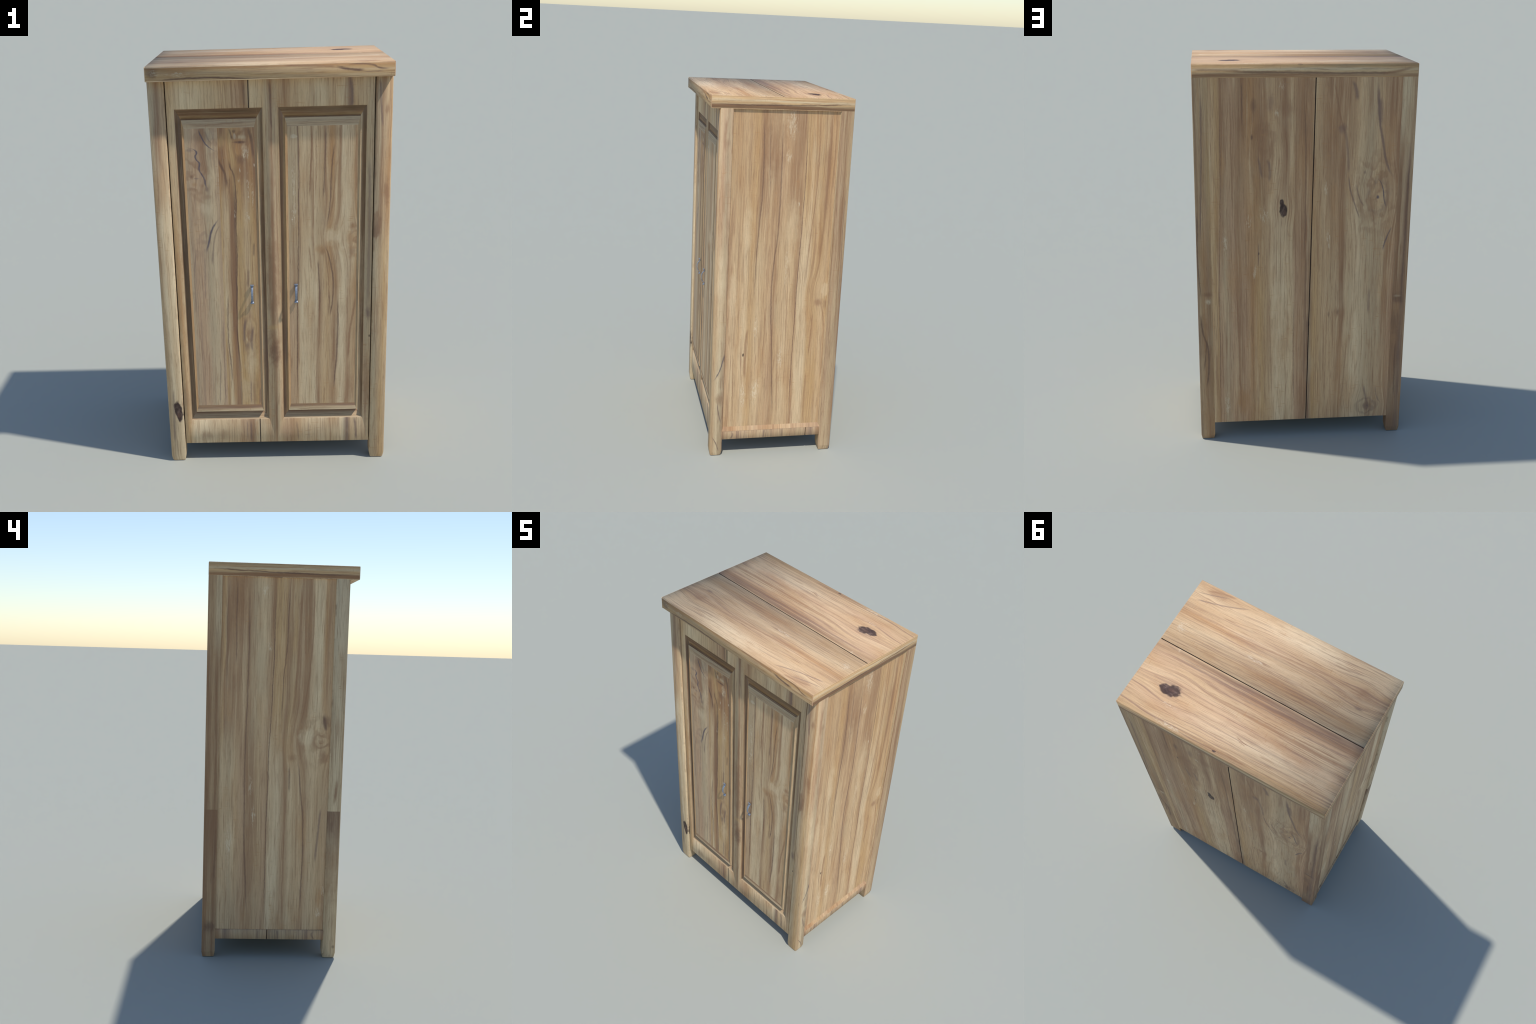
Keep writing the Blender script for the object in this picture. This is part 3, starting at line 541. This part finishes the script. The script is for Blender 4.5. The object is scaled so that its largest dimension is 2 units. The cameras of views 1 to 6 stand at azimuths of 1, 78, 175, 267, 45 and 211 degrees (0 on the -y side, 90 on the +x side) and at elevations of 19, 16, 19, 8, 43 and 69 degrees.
# --- door frames (grain runs upright, also over the rails)
frame_mat = wood(
    "teak_frame", X, Z, 11,
    [(-0.47, TAN), (-0.45, GOLD), (-0.42, CREAM), (-0.36, CREAM), (-0.30, PALE), (-0.20, TAN), (-0.15, PINK), (-0.12, BROWN), (-0.095, PALE), (-0.06, PALE), (-0.035, TAN), (-0.02, GREY), (0.0, BROWN), (0.01, GREY), (0.03, TAN),
     (0.06, BROWN), (0.10, TAN), (0.15, PALE), (0.22, CREAM), (0.28, TAN), (0.33, CREAM), (0.355, PURPLE), (0.37, TAN), (0.42, PALE), (0.445, GREY), (0.47, PALE)],
    lines=[(L((-0.097, 1.93), (-0.0972, 1.80)), 0.0060, SLIT, 0.95), (L((-0.084, 0.23), (-0.084, 0.09)), 0.0060, SLIT, 0.95), (L((-0.13, 0.23), (-0.128, 0.09)), 0.007, PURPLE, 0.6), (L((-0.15, 0.23), (-0.148, 0.10)), 0.005, PURPLE, 0.5), (L((-0.10, 0.23), (-0.098, 0.12)), 0.007, ORANGE, 0.5),
           (L((-0.155, 1.93), (-0.153, 1.80)), 0.004, BROWN, 0.6), (L((-0.118, 1.93), (-0.117, 1.80)), 0.008, DARK, 0.45), (L((0.355, 1.94), (0.362, 1.88), (0.363, 1.78)), 0.010, PURPLE, 0.8), (L((0.39, 0.24), (0.40, 0.17), (0.404, 0.09)), 0.009, PURPLE, 0.75), (L((0.16, 0.22), (0.163, 0.09)), 0.008, PURPLE, 0.35), (L((0.10, 0.22), (0.11, 0.09)), 0.006, PURPLE, 0.4), (L((-0.005, 1.93), (0.0, 1.78), (0.002, 1.70)), 0.007, DARK, 0.5),
           (L((0.001, 1.4), (0.002, 0.8)), 0.010, BROWN, 0.6), (L((0.02, 1.5), (0.022, 0.8)), 0.006, BROWN, 0.45), (L((-0.02, 1.2), (-0.02, 0.8)), 0.008, BROWN, 0.5), (L((0.446, 1.6), (0.452, 1.2), (0.45, 0.8)), 0.012, PURPLE, 0.5)],
    blobs=[(-0.003, 0.62, 0.05, 0.13, BROWN, 0.85), (0.0, 0.60, 0.03, 0.08, DARK, 0.45), (0.0, 0.735, 0.05, 0.02, GOLD, 0.7), (-0.005, 1.0, 0.045, 0.3, BROWN, 0.6), (-0.45, 0.9, 0.03, 0.5, ORANGE, 0.6), (-0.45, 0.35, 0.03, 0.15, BROWN, 0.4), (0.45, 1.0, 0.03, 0.4, GREY, 0.6), (0.452, 0.80, 0.02, 0.05, PURPLE, 0.75), (0.45, 0.4, 0.03, 0.25, BROWN, 0.55), (0.46, 0.68, 0.004, 0.008, KNOT, 0.9, 0.5),
           (-0.36, 0.14, 0.05, 0.04, BROWN, 0.5), (-0.27, 0.14, 0.05, 0.04, BROWN, 0.4), (0.30, 0.15, 0.06, 0.05, PALE, 0.5), (0.05, 0.16, 0.06, 0.06, PINK, 0.5)],
    streak=0.5, contrast=0.9, tone=1.08)
mould_h = wood("teak_moulding_level", (0, 1, 1), X, 12, [(-0.1, TAN), (-0.085, CREAM), (-0.078, TAN), (-0.055, TAN), (-0.042, BROWN), (-0.035, MOULD_SHADE), (0.2, GOLD), (1.42, MOULD_SHADE), (1.4465, MOULD_SHADE), (1.4495, BROWN), (1.458, GOLD), (1.466, BROWN), (1.478, MOULD_SHADE), (1.5, MOULD_SHADE)],  # underside shade and groove shadow painted dark, sunlit foot kept pale
               streak=0.5, streak_col=BROWN, tone=1.0, contrast=1.0, wav=0.004)
mould_v = wood("teak_moulding_upright", (1, 1, 0), Z, 13,  # stops paint the stile's shadow dark and the sunlit strip pale
               [(-0.76, BROWN), (-0.745, BROWN), (-0.74, MOULD_SHADE), (-0.716, MOULD_SHADE), (-0.712, ORANGE), (-0.70, ORANGE), (-0.378, TAN), (-0.367, PALE), (-0.364, MOULD_SHADE), (-0.345, MOULD_SHADE), (-0.335, BROWN),
                (-0.29, BROWN), (-0.282, MOULD_SHADE), (-0.26, BROWN), (-0.25, GOLD), (-0.24, GOLD), (0.085, PALE), (0.10, PALE), (0.104, MOULD_SHADE), (0.122, MOULD_SHADE), (0.13, BROWN)],
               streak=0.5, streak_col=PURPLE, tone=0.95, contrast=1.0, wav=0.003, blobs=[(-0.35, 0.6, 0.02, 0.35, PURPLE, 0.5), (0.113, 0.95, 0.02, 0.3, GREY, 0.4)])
bevel_h = wood("teak_bevel_level", Z, X, 14, [(0.26, CREAM), (0.290, CREAM), (0.298, PINK), (0.304, PURPLE), (0.310, BROWN), (1.0, GREY), (1.72, PALE), (1.735, TAN), (1.75, GREY), (1.76, PALE)],  # pale lower stops with a purple-brown band next to the field
               lines=[([(-0.38, 1.738), (-0.3, 1.732), (-0.2, 1.738), (-0.1, 1.74)], 0.006, BROWN, 0.6)], streak=0.4, streak_col=BROWN, figure=0.4, contrast=0.95, tone=1.0)
bevel_v = wood("teak_bevel_upright", X, Z, 15, [(-0.41, GOLD), (-0.38, ORANGE), (0.0, PINK), (0.06, GOLD), (0.08, ORANGE), (0.39, TAN), (0.41, PALE)], streak=0.4, figure=0.6, tone=1.0)

# --- posts
front_left_post = wood(
    "teak_post_front_left", (-1, 1, 0), Z, 16, [(0.13, TAN), (0.15, CREAM), (0.17, PALE), (0.19, CREAM), (0.21, TAN), (0.23, PALE), (0.25, CREAM), (0.28, PALE)],
    [(0.13, PALE), (0.16, TAN), (0.18, BROWN), (0.20, GREY), (0.22, PALE), (0.25, CREAM), (0.28, CREAM)], (1.2, 1.75),
    lines=[([(0.42, 0.19), (0.25, 0.193), (0.1, 0.195)], 0.008, PURPLE, 0.5), ([(1.9, 0.19), (1.3, 0.2)], 0.006, BROWN, 0.4), ([(0.95, 0.243), (0.86, 0.25), (0.80, 0.26)], 0.010, BROWN, 0.6)],
    splices=[(0.777, 0.40, 0.222, 0.30, (122, 92, 72), 0.8)],
    blobs=[(0.168, 0.285, 0.024, 0.064, PURPLE, 0.5, 0.5), (0.170, 0.300, 0.019, 0.042, KNOT, 0.97, 0.2), (0.163, 0.262, 0.013, 0.032, KNOT, 0.97, 0.2), (0.168, 0.265, 0.010, 0.02, DARK, 0.6, 0.6), (0.262, 0.70, 0.02, 0.04, DARK, 0.4), (0.25, 0.45, 0.05, 0.25, BROWN, 0.4), (0.23, 0.06, 0.012, 0.014, DARK, 0.6), (0.25, 0.88, 0.015, 0.06, BROWN, 0.5)],
    streak=0.5, contrast=1.0, tone=1.06)
front_right_post = wood(
    "teak_post_front_right", (1, 1, 0), Z, 17, [(0.13, GREY), (0.16, PALE), (0.18, TAN), (0.20, GOLD), (0.215, TAN), (0.23, TAN), (0.25, CREAM), (0.27, GREY), (0.285, PINK)],
    [(0.13, BROWN), (0.16, GREY), (0.175, BROWN), (0.19, TAN), (0.21, ORANGE), (0.22, PALE), (0.24, PINK), (0.27, GREY), (0.285, PINK)], (1.1, 1.3),
    lines=[([(1.93, 0.158), (1.8, 0.168), (1.7, 0.175)], 0.008, PURPLE, 0.6), ([(1.90, 0.262), (1.78, 0.247), (1.70, 0.255)], 0.010, BROWN, 0.55), ([(0.62, 0.285), (0.52, 0.26), (0.45, 0.226)], 0.006, BLUE, 0.8), ([(0.12, 0.225), (0.08, 0.25), (0.02, 0.268)], 0.005, PURPLE, 0.75), ([(0.33, 0.255), (0.26, 0.262), (0.19, 0.282)], 0.006, PURPLE, 0.7), ([(1.6, 0.27), (1.2, 0.272)], 0.006, BROWN, 0.4)],
    blobs=[(0.158, 1.22, 0.022, 0.05, DARK, 0.45), (0.20, 1.40, 0.02, 0.09, BROWN, 0.7), (0.155, 1.25, 0.025, 0.09, BROWN, 0.6, 0.4), (0.195, 1.79, 0.014, 0.04, BROWN, 0.6), (0.262, 0.34, 0.03, 0.05, BROWN, 0.6), (0.265, 0.40, 0.03, 0.02, CREAM, 0.5), (0.26, 1.76, 0.025, 0.03, BROWN, 0.4), (0.25, 0.9, 0.03, 0.4, CREAM, 0.5)],
    streak=0.5, contrast=1.0, tone=1.06)
back_right_post = wood(
    "teak_post_back_right", (1, -1, 0), Z, 18, [(0.09, GOLD), (0.12, BROWN), (0.14, ORANGE), (0.16, TAN), (0.175, PURPLE), (0.19, GREY), (0.21, PALE), (0.23, PINK), (0.245, PINK)],
    [(0.09, GOLD), (0.12, TAN), (0.14, ORANGE), (0.15, TAN), (0.165, BROWN), (0.175, GREY), (0.19, TAN), (0.205, BROWN), (0.23, PINK), (0.245, BROWN)], (0.85, 1.45),
    lines=[([(1.9, 0.132), (1.5, 0.14), (1.1, 0.155)], 0.007, PURPLE, 0.6), ([(1.3, 0.165), (1.0, 0.168), (0.8, 0.15)], 0.006, DARK, 0.6), ([(0.74, 0.16), (0.65, 0.155), (0.5, 0.125), (0.3, 0.14)], 0.007, DARK, 0.65), ([(0.60, 0.13), (0.40, 0.15)], 0.006, DARK, 0.6), ([(1.93, 0.205), (1.3, 0.20), (0.6, 0.195)], 0.006, BROWN, 0.55), ([(1.5, 0.192), (0.9, 0.188)], 0.004, PURPLE, 0.5), ([(0.20, 0.11), (0.15, 0.10), (0.1, 0.105)], 0.006, BROWN, 0.5)],
    blobs=[(0.12, 0.84, 0.05, 0.02, BROWN, 0.8), (0.12, 0.80, 0.03, 0.02, CREAM, 0.5), (0.15, 0.6, 0.03, 0.18, BROWN, 0.45), (0.11, 1.45, 0.02, 0.3, GOLD, 0.5)],
    flecks=[(0.12, 0.80, 0.03, 0.03, 0.5)], streak=0.45, tone=0.97)
back_left_post = wood(
    "teak_post_back_left", (-1, -1, 0), Z, 19, [(0.09, BROWN), (0.11, BROWN), (0.13, BROWN), (0.15, PURPLE), (0.17, BROWN), (0.19, BROWN), (0.21, TAN), (0.225, BROWN), (0.245, TAN)],
    [(0.09, PALE), (0.112, CREAM), (0.13, CREAM), (0.15, PALE), (0.17, BROWN), (0.18, TAN), (0.20, TAN), (0.22, CREAM), (0.245, CREAM)], (1.45, 1.75),
    lines=[([(1.55, 0.155), (1.1, 0.15), (0.7, 0.145)], 0.007, DARK, 0.5), ([(0.55, 0.13), (0.2, 0.135)], 0.006, DARK, 0.5), ([(0.7, 0.235), (0.4, 0.23)], 0.008, DARK, 0.5), ([(1.4, 0.12), (0.9, 0.115)], 0.006, BROWN, 0.6)],
    splices=[(0.775, 0.25, 0.178, 0.26, BROWN, 0.85)],
    blobs=[(0.13, 0.79, 0.05, 0.04, DARK, 0.5), (0.13, 0.805, 0.03, 0.01, CREAM, 0.5), (0.21, 0.16, 0.04, 0.05, DARK, 0.6), (0.12, 0.65, 0.05, 0.1, DARK, 0.35)],
    streak=0.5, tone=0.97)

rail_mat = wood("teak_side_rail", Y, Z, 20, [(-0.26, BROWN), (-0.22, TAN), (-0.17, PINK), (-0.12, CREAM), (-0.08, TAN), (-0.04, PALE), (0.0, GREY), (0.03, PINK), (0.07, PALE), (0.10, TAN), (0.14, PINK), (0.18, PALE), (0.22, PINK), (0.25, PURPLE), (0.27, PINK), (0.30, BROWN)],
                lines=[(L((-0.205, 0.14), (-0.20, 0.12), (-0.22, 0.095)), 0.007, PURPLE, 0.6), (L((-0.02, 0.15), (-0.021, 0.09)), 0.008, PURPLE, 0.6), (L((0.08, 0.15), (0.082, 0.09)), 0.006, PURPLE, 0.5), (L((-0.17, 0.15), (-0.165, 0.09)), 0.008, PURPLE, 0.4)], streak=0.6, streak_col=PURPLE)
ledge_mat = wood("teak_ledge", Y, X, 21, [(-0.26, BROWN), (-0.20, ORANGE), (-0.15, TAN), (-0.12, GOLD), (-0.08, PINK), (0.0, ORANGE), (0.1, TAN), (0.2, PINK), (0.3, PINK)], streak=0.8, streak_col=BROWN)
inner_mat = wood("teak_inside", X, Z, 22, [(-0.5, DARK), (0.0, BROWN), (0.5, DARK)], tone=0.5)
dark_mat = plain("dark_gap_fill", (62, 46, 38), 0.95)
metal_mat = plain("brushed_grey_metal", (150, 158, 172), 0.42, 0.35)

# ------------------------------------------------------------------ measures
HX = 0.545            # half width
YF, YB = -0.326, 0.371  # post fronts, back
SLAB = (-0.372, 0.371, 1.9345, 2.0)
PX, PY = 0.075, 0.069   # post section

# ------------------------------------------------------------------ top: two boards with a slanting joint
y_a, y_b = -0.004, 0.013  # joint at the right and the left end
nrm = Vector((y_a - y_b, -2 * HX, 0)).normalized()  # towards the front
nrm = -nrm
mid = Vector((0, (y_a + y_b) / 2, 0))


def edge_slot(n):
    return 1 if n.y < -0.75 else 2 if n.y > 0.75 else 3 if abs(n.x) > 0.75 else 0


slab_mats = [top_mat, front_edge, back_edge, side_edge, dark_mat]
slab = bpy.data.objects.new("wardrobe_top", None)
bpy.context.scene.collection.objects.link(slab)
slab.parent = root
for s in (1, -1):
    n = nrm * s
    if n.y > 0:  # front board: remove what lies behind the joint
        box("top_board", (-HX + 0.003, SLAB[0], SLAB[2]), (HX - 0.003, SLAB[1], SLAB[3]), slab_mats, 0.005, edge_slot, (mid - n * 0.0023, n), slab, True, skip_ends=True)
    else:
        box("top_board", (-HX + 0.003, SLAB[0], SLAB[2]), (HX - 0.003, SLAB[1], SLAB[3]), slab_mats, 0.004, edge_slot, (mid - n * 0.0023, n), slab, True, skip_ends=True)
for sx in (-1, 1):  # end bands closing the joint at both short sides
    xa, xb = sorted((sx * HX, sx * (HX - 0.0045)))
    box("end_band", (xa, SLAB[0] + 0.0004, SLAB[2] + 0.0004), (xb, SLAB[1] - 0.0004, SLAB[3] - 0.0002), slab_mats, 0.0028, edge_slot, None, slab, True)
box("joint_core", (-HX + 0.012, -0.05, SLAB[2] + 0.004), (HX - 0.012, 0.05, SLAB[3] - 0.0035), [dark_mat], parent=slab)

# ------------------------------------------------------------------ posts
for sx, sy, mat in ((-1, -1, front_left_post), (1, -1, front_right_post), (1, 1, back_right_post), (-1, 1, back_left_post)):
    x0, x1 = sorted((sx * (HX - 0.0005), sx * (HX - PX)))
    y0, y1 = (YF, YF + PY) if sy < 0 else (YB - PY, YB - 0.0005)
    post = box("corner_post", (x0, y0, 0), (x1, y1, SLAB[2] + 0.002), [mat], 0.0055 if sy < 0 else 0.0015, smooth=sy < 0, upright=True, taper=(0.026, 0.005, ((x0 + x1) / 2, (y0 + y1) / 2)))

    if sy < 0:  # the shading of the front posts turns slightly upwards towards the top
        me = post.data
        normals = []
        for loop, cn in zip(me.loops, me.corner_normals):
            n = Vector(cn.vector)
            if abs(n.z) < 0.5 and me.vertices[loop.vertex_index].co.z > 1:
                n.z += 0.34
            normals.append(n.normalized())
        me.normals_split_custom_set(normals)

# ------------------------------------------------------------------ side panels and rails
for sx, mat, face in ((1, right_mat, 0.533), (-1, left_mat, 0.5355)):
    x0, x1 = sorted((sx * face, sx * (face - 0.02)))
    box("side_panel", (x0, YF + PY - 0.01, 0.12), (x1, YB - PY + 0.01, SLAB[2]), [mat])
    slit_y = 0.222 if sx > 0 else 0.034
    for a, b in ((YF + PY - 0.006, slit_y - 0.002), (slit_y + 0.002, YB - PY + 0.006)):
        xa, xb = sorted((sx * (HX - 0.0015), sx * (HX - 0.05)))
        box("side_rail", (xa, a, 0.096), (xb, b, 0.147), [rail_mat], 0.002, smooth=True)
    xa, xb = sorted((sx * (HX - 0.006), sx * (HX - 0.05)))
    box("rail_core", (xa, slit_y - 0.01, 0.0975), (xb, slit_y + 0.01, 0.146), [dark_mat])

# chamfered bead along the foot and the rear edge of the right side panel
sh = Shell()
xo, xi, z0, z1 = 0.544, 0.5328, 0.1465, 0.170
yf, y0, y1 = YF + PY - 0.004, 0.2925, YB - PY + 0.001
sh.face([(xo, yf, z0), (xo, y1, z0), (xi, y0, z1), (xi, yf, z1)], 0, [(0.75, 0, 0.65)] * 4)
sh.face([(xo, y1, z0), (xo, y1, SLAB[2]), (xi, y0 + 0.006, SLAB[2]), (xi, y0, z1)], 1, [(0.9, -0.43, 0)] * 4)
sh.make("panel_bead", [ledge_mat, bevel_v], root)

# ------------------------------------------------------------------ back planks
bx0, bx1, bz0 = -0.4705, 0.4705, 0.097
p_top, p_bot = -0.048, -0.025
sl = Vector((SLAB[2] - bz0, 0, -(p_top - p_bot))).normalized()  # towards +x
sl = Vector((sl.x, 0, sl.z))
pm = Vector(((p_top + p_bot) / 2, 0, (SLAB[2] + bz0) / 2))
for s in (1, -1):
    box("back_plank", (bx0, 0.352, bz0), (bx1, YB - 0.0015, SLAB[2] + 0.001), [back_mat, dark_mat], 0.0, None, (pm - sl * s * 0.0026, sl * s))
box("plank_core", (-0.07, 0.345, bz0 + 0.002), (0.0, YB - 0.005, SLAB[2]), [dark_mat])

# carcass behind the doors
box("carcass", (-0.512, -0.285, 0.1), (0.512, 0.35, 1.934), [inner_mat])

# ------------------------------------------------------------------ doors
FY = -0.3175      # frame front
GROOVE = -0.3100  # bottom of the groove
RIM = -0.3187     # rim of the raised panel
FIELD = -0.3215   # face of the raised panel
FZ0, FZ1 = 0.0965, 1.9345


def ring(sheet, a, b, mats, na=None, nb=None, flat=False):
    """four mitred quads between rectangles a (outer) and b (inner): each (x0, x1, z0, z1, y).
    na, nb give the corner normals per side at the outer and inner edge."""
    def c(r):
        x0, x1, z0, z1, y = r
        return {"bl": (x0, y, z0), "br": (x1, y, z0), "tr": (x1, y, z1), "tl": (x0, y, z1)}
    A, B = c(a), c(b)
    for side, (p, q) in {"bottom": ("bl", "br"), "right": ("br", "tr"), "top": ("tr", "tl"), "left": ("tl", "bl")}.items():
        n = None
        if na:
            n = [na(side, p), na(side, q), nb(side, q), nb(side, p)]
        sheet.face([A[p], A[q], B[q], B[p]], mats[side], n)


INWARD = {"bottom": (0, 1), "right": (-1, 0), "top": (0, -1), "left": (1, 0)}


def lean(side, k):
    i = INWARD[side]
    return (i[0] * k, -1, i[1] * k)


UP = {"left": 1, "right": 1, "top": 0, "bottom": 0}


def handle(parent, xc, zc):
    """bow handle: flared ends, feet touching the panel, strap bowing out; an elliptical strap section lofted along it"""
    half = [(0.0485, 0.0085, 0.0088, 0.0030), (0.0455, 0.0080, 0.0090, 0.0034), (0.0425, 0.0045, 0.0080, 0.0032), (0.0395, 0.0022, 0.0068, 0.0024),
            (0.0365, 0.0030, 0.0062, 0.0022), (0.0310, 0.0085, 0.0060, 0.0021), (0.0240, 0.0145, 0.0058, 0.0020), (0.0130, 0.0195, 0.0056, 0.0020), (0.0, 0.0212, 0.0055, 0.0020)]
    path = half + [(-a, b, c, d) for a, b, c, d in half[-2::-1]]
    bm = bmesh.new()
    rows = []
    for i, (s, out, w, t) in enumerate(path):
        p, q = path[max(0, i - 1)], path[min(len(path) - 1, i + 1)]
        d = Vector((0, -(q[1] - p[1]), q[0] - p[0])).normalized()
        side = Vector((1, 0, 0))
        nor = side.cross(d)
        o = Vector((xc, FIELD - out, zc + s))
        row = []
        for k in range(16):
            a = 2 * math.pi * k / 16
            ca, sa = math.cos(a), math.sin(a)
            f = lambda v: math.copysign(abs(v) ** 0.6, v)
            row.append(bm.verts.new(o + side * (w * f(ca)) + nor * (t * f(sa))))
        rows.append(row)
    for r, s in zip(rows, rows[1:]):
        for k in range(16):
            bm.faces.new((r[k], r[(k + 1) % 16], s[(k + 1) % 16], s[k]))
    bm.faces.new(rows[0][::-1])
    bm.faces.new(rows[-1])
    bmesh.ops.recalc_face_normals(bm, faces=bm.faces[:])
    for f in bm.faces:
        f.smooth = len(f.verts) == 4
    me = bpy.data.meshes.new("handle")
    bm.to_mesh(me)
    bm.free()
    return link("handle", me, [metal_mat], parent)


def door(x_out0, x_out1, ox0, ox1, hx, centre_side, field_mats, join):
    d = bpy.data.objects.new("door", None)
    bpy.context.scene.collection.objects.link(d)
    d.parent = root
    outer = (x_out0, x_out1, FZ0, FZ1, FY)
    open_ = (ox0, ox1, 0.2265, 1.8082, FY)

    def inset(dx, dz, y):
        return (ox0 + dx, ox1 - dx, open_[2] + dz, open_[3] - dz, y)

    # frame front: corner normals tilted so the flat face shows a light gradient
    def outer_n(side, corner):
        if corner[0] == "b":
            n = Vector((0.0, -1, -0.30))
        else:
            n = Vector((0.0, -1, 0.05))
        right = corner[1] == "r"
        if (centre_side == "right") == right:      # meeting edge of the two doors
            n.x += 0.36 if corner[0] == "t" else -0.04
        else:
            n.x += 0.14 if right else -0.10
        return n

    def inner_n(side, corner):
        kx = 0.42 if corner[1] == "l" else -0.42
        if centre_side == "left" and corner[1] == "l" and corner[0] == "t":
            kx = 0.25
        kz = 0.42 if corner[0] == "b" else -0.42
        if side in ("left", "right"):
            kz *= 0.5
        else:
            kx *= 0.35
        return Vector((kx, -1, kz))

    fr = Shell()
    zero = {k: 0 for k in INWARD}
    ring(fr, outer, open_, zero, outer_n, inner_n)
    lip = inset(0.0022, 0.0035, FY + 0.0012)
    ring(fr, open_, lip, zero, lambda s, c: lean(s, 0.45), lambda s, c: lean(s, 1.0))
    back = (x_out0, x_out1, FZ0, FZ1, -0.286)
    for (p, q) in (("bl", "br"), ("br", "tr"), ("tr", "tl"), ("tl", "bl")):
        g = lambda r, k: (r[0] if k[1] == "l" else r[1], r[4], r[2] if k[0] == "b" else r[3])
        fr.face([g(back, p), g(back, q), g(outer, q), g(outer, p)])
    fr.make("door_frame", [frame_mat], d)

    # moulding sloping down into the groove
    mo = Shell()
    foot = inset(0.0062, 0.0095, FY + 0.0092)
    groove = inset(0.0288, 0.0490, GROOVE)
    rim = inset(0.0303, 0.0515, RIM)
    ring(mo, lip, foot, UP, lambda s, c: lean(s, 1.0), lambda s, c: lean(s, 0.8))
    ring(mo, foot, groove, UP, lambda s, c: lean(s, 1.2), lambda s, c: lean(s, {"top": 0.9, "bottom": 0.7}.get(s, -0.45)))
    ring(mo, groove, rim, UP, lambda s, c: lean(s, -2.0), lambda s, c: lean(s, -2.0))
    mo.make("door_moulding", [mould_h, mould_v], d)

    # raised panel: wall, shallow bevel, field
    pa = Shell()
    field = inset(0.0408, 0.0895, FIELD)

    def bevel_n(side, corner):
        return {"left": (0.62, -1, 0.1), "right": (-0.55, -1, 0), "top": (0, -1, 0.35), "bottom": (0.16, -1, 0.12 if corner[1] == "r" else -0.1)}[side]  # normals bent against the geometry: left bevel brightened, right bevel darkened

    ring(pa, rim, field, {k: v + 1 for k, v in UP.items()}, bevel_n, bevel_n)
    x0, x1, z0, z1, y = field
    if join:
        pa.face([(x0, y, z0), (join, y, z0), (join, y, z1), (x0, y, z1)], 0)
        pa.face([(join, y, z0), (x1, y, z0), (x1, y, z1), (join, y, z1)], 3)
    else:
        pa.face([(x0, y, z0), (x1, y, z0), (x1, y, z1), (x0, y, z1)], 0)
    pa.make("door_panel", [field_mats[0], bevel_h, bevel_v, field_mats[-1]], d)
    handle(d, hx, 0.915)
    return d


door(-0.4650, -0.0015, -0.4325, -0.0345, -0.1055, "right", [grey_mat, gold_mat], -0.2415)
door(-0.0015, 0.4650, 0.0332, 0.4330, 0.1055, "left", [cream_mat], None)
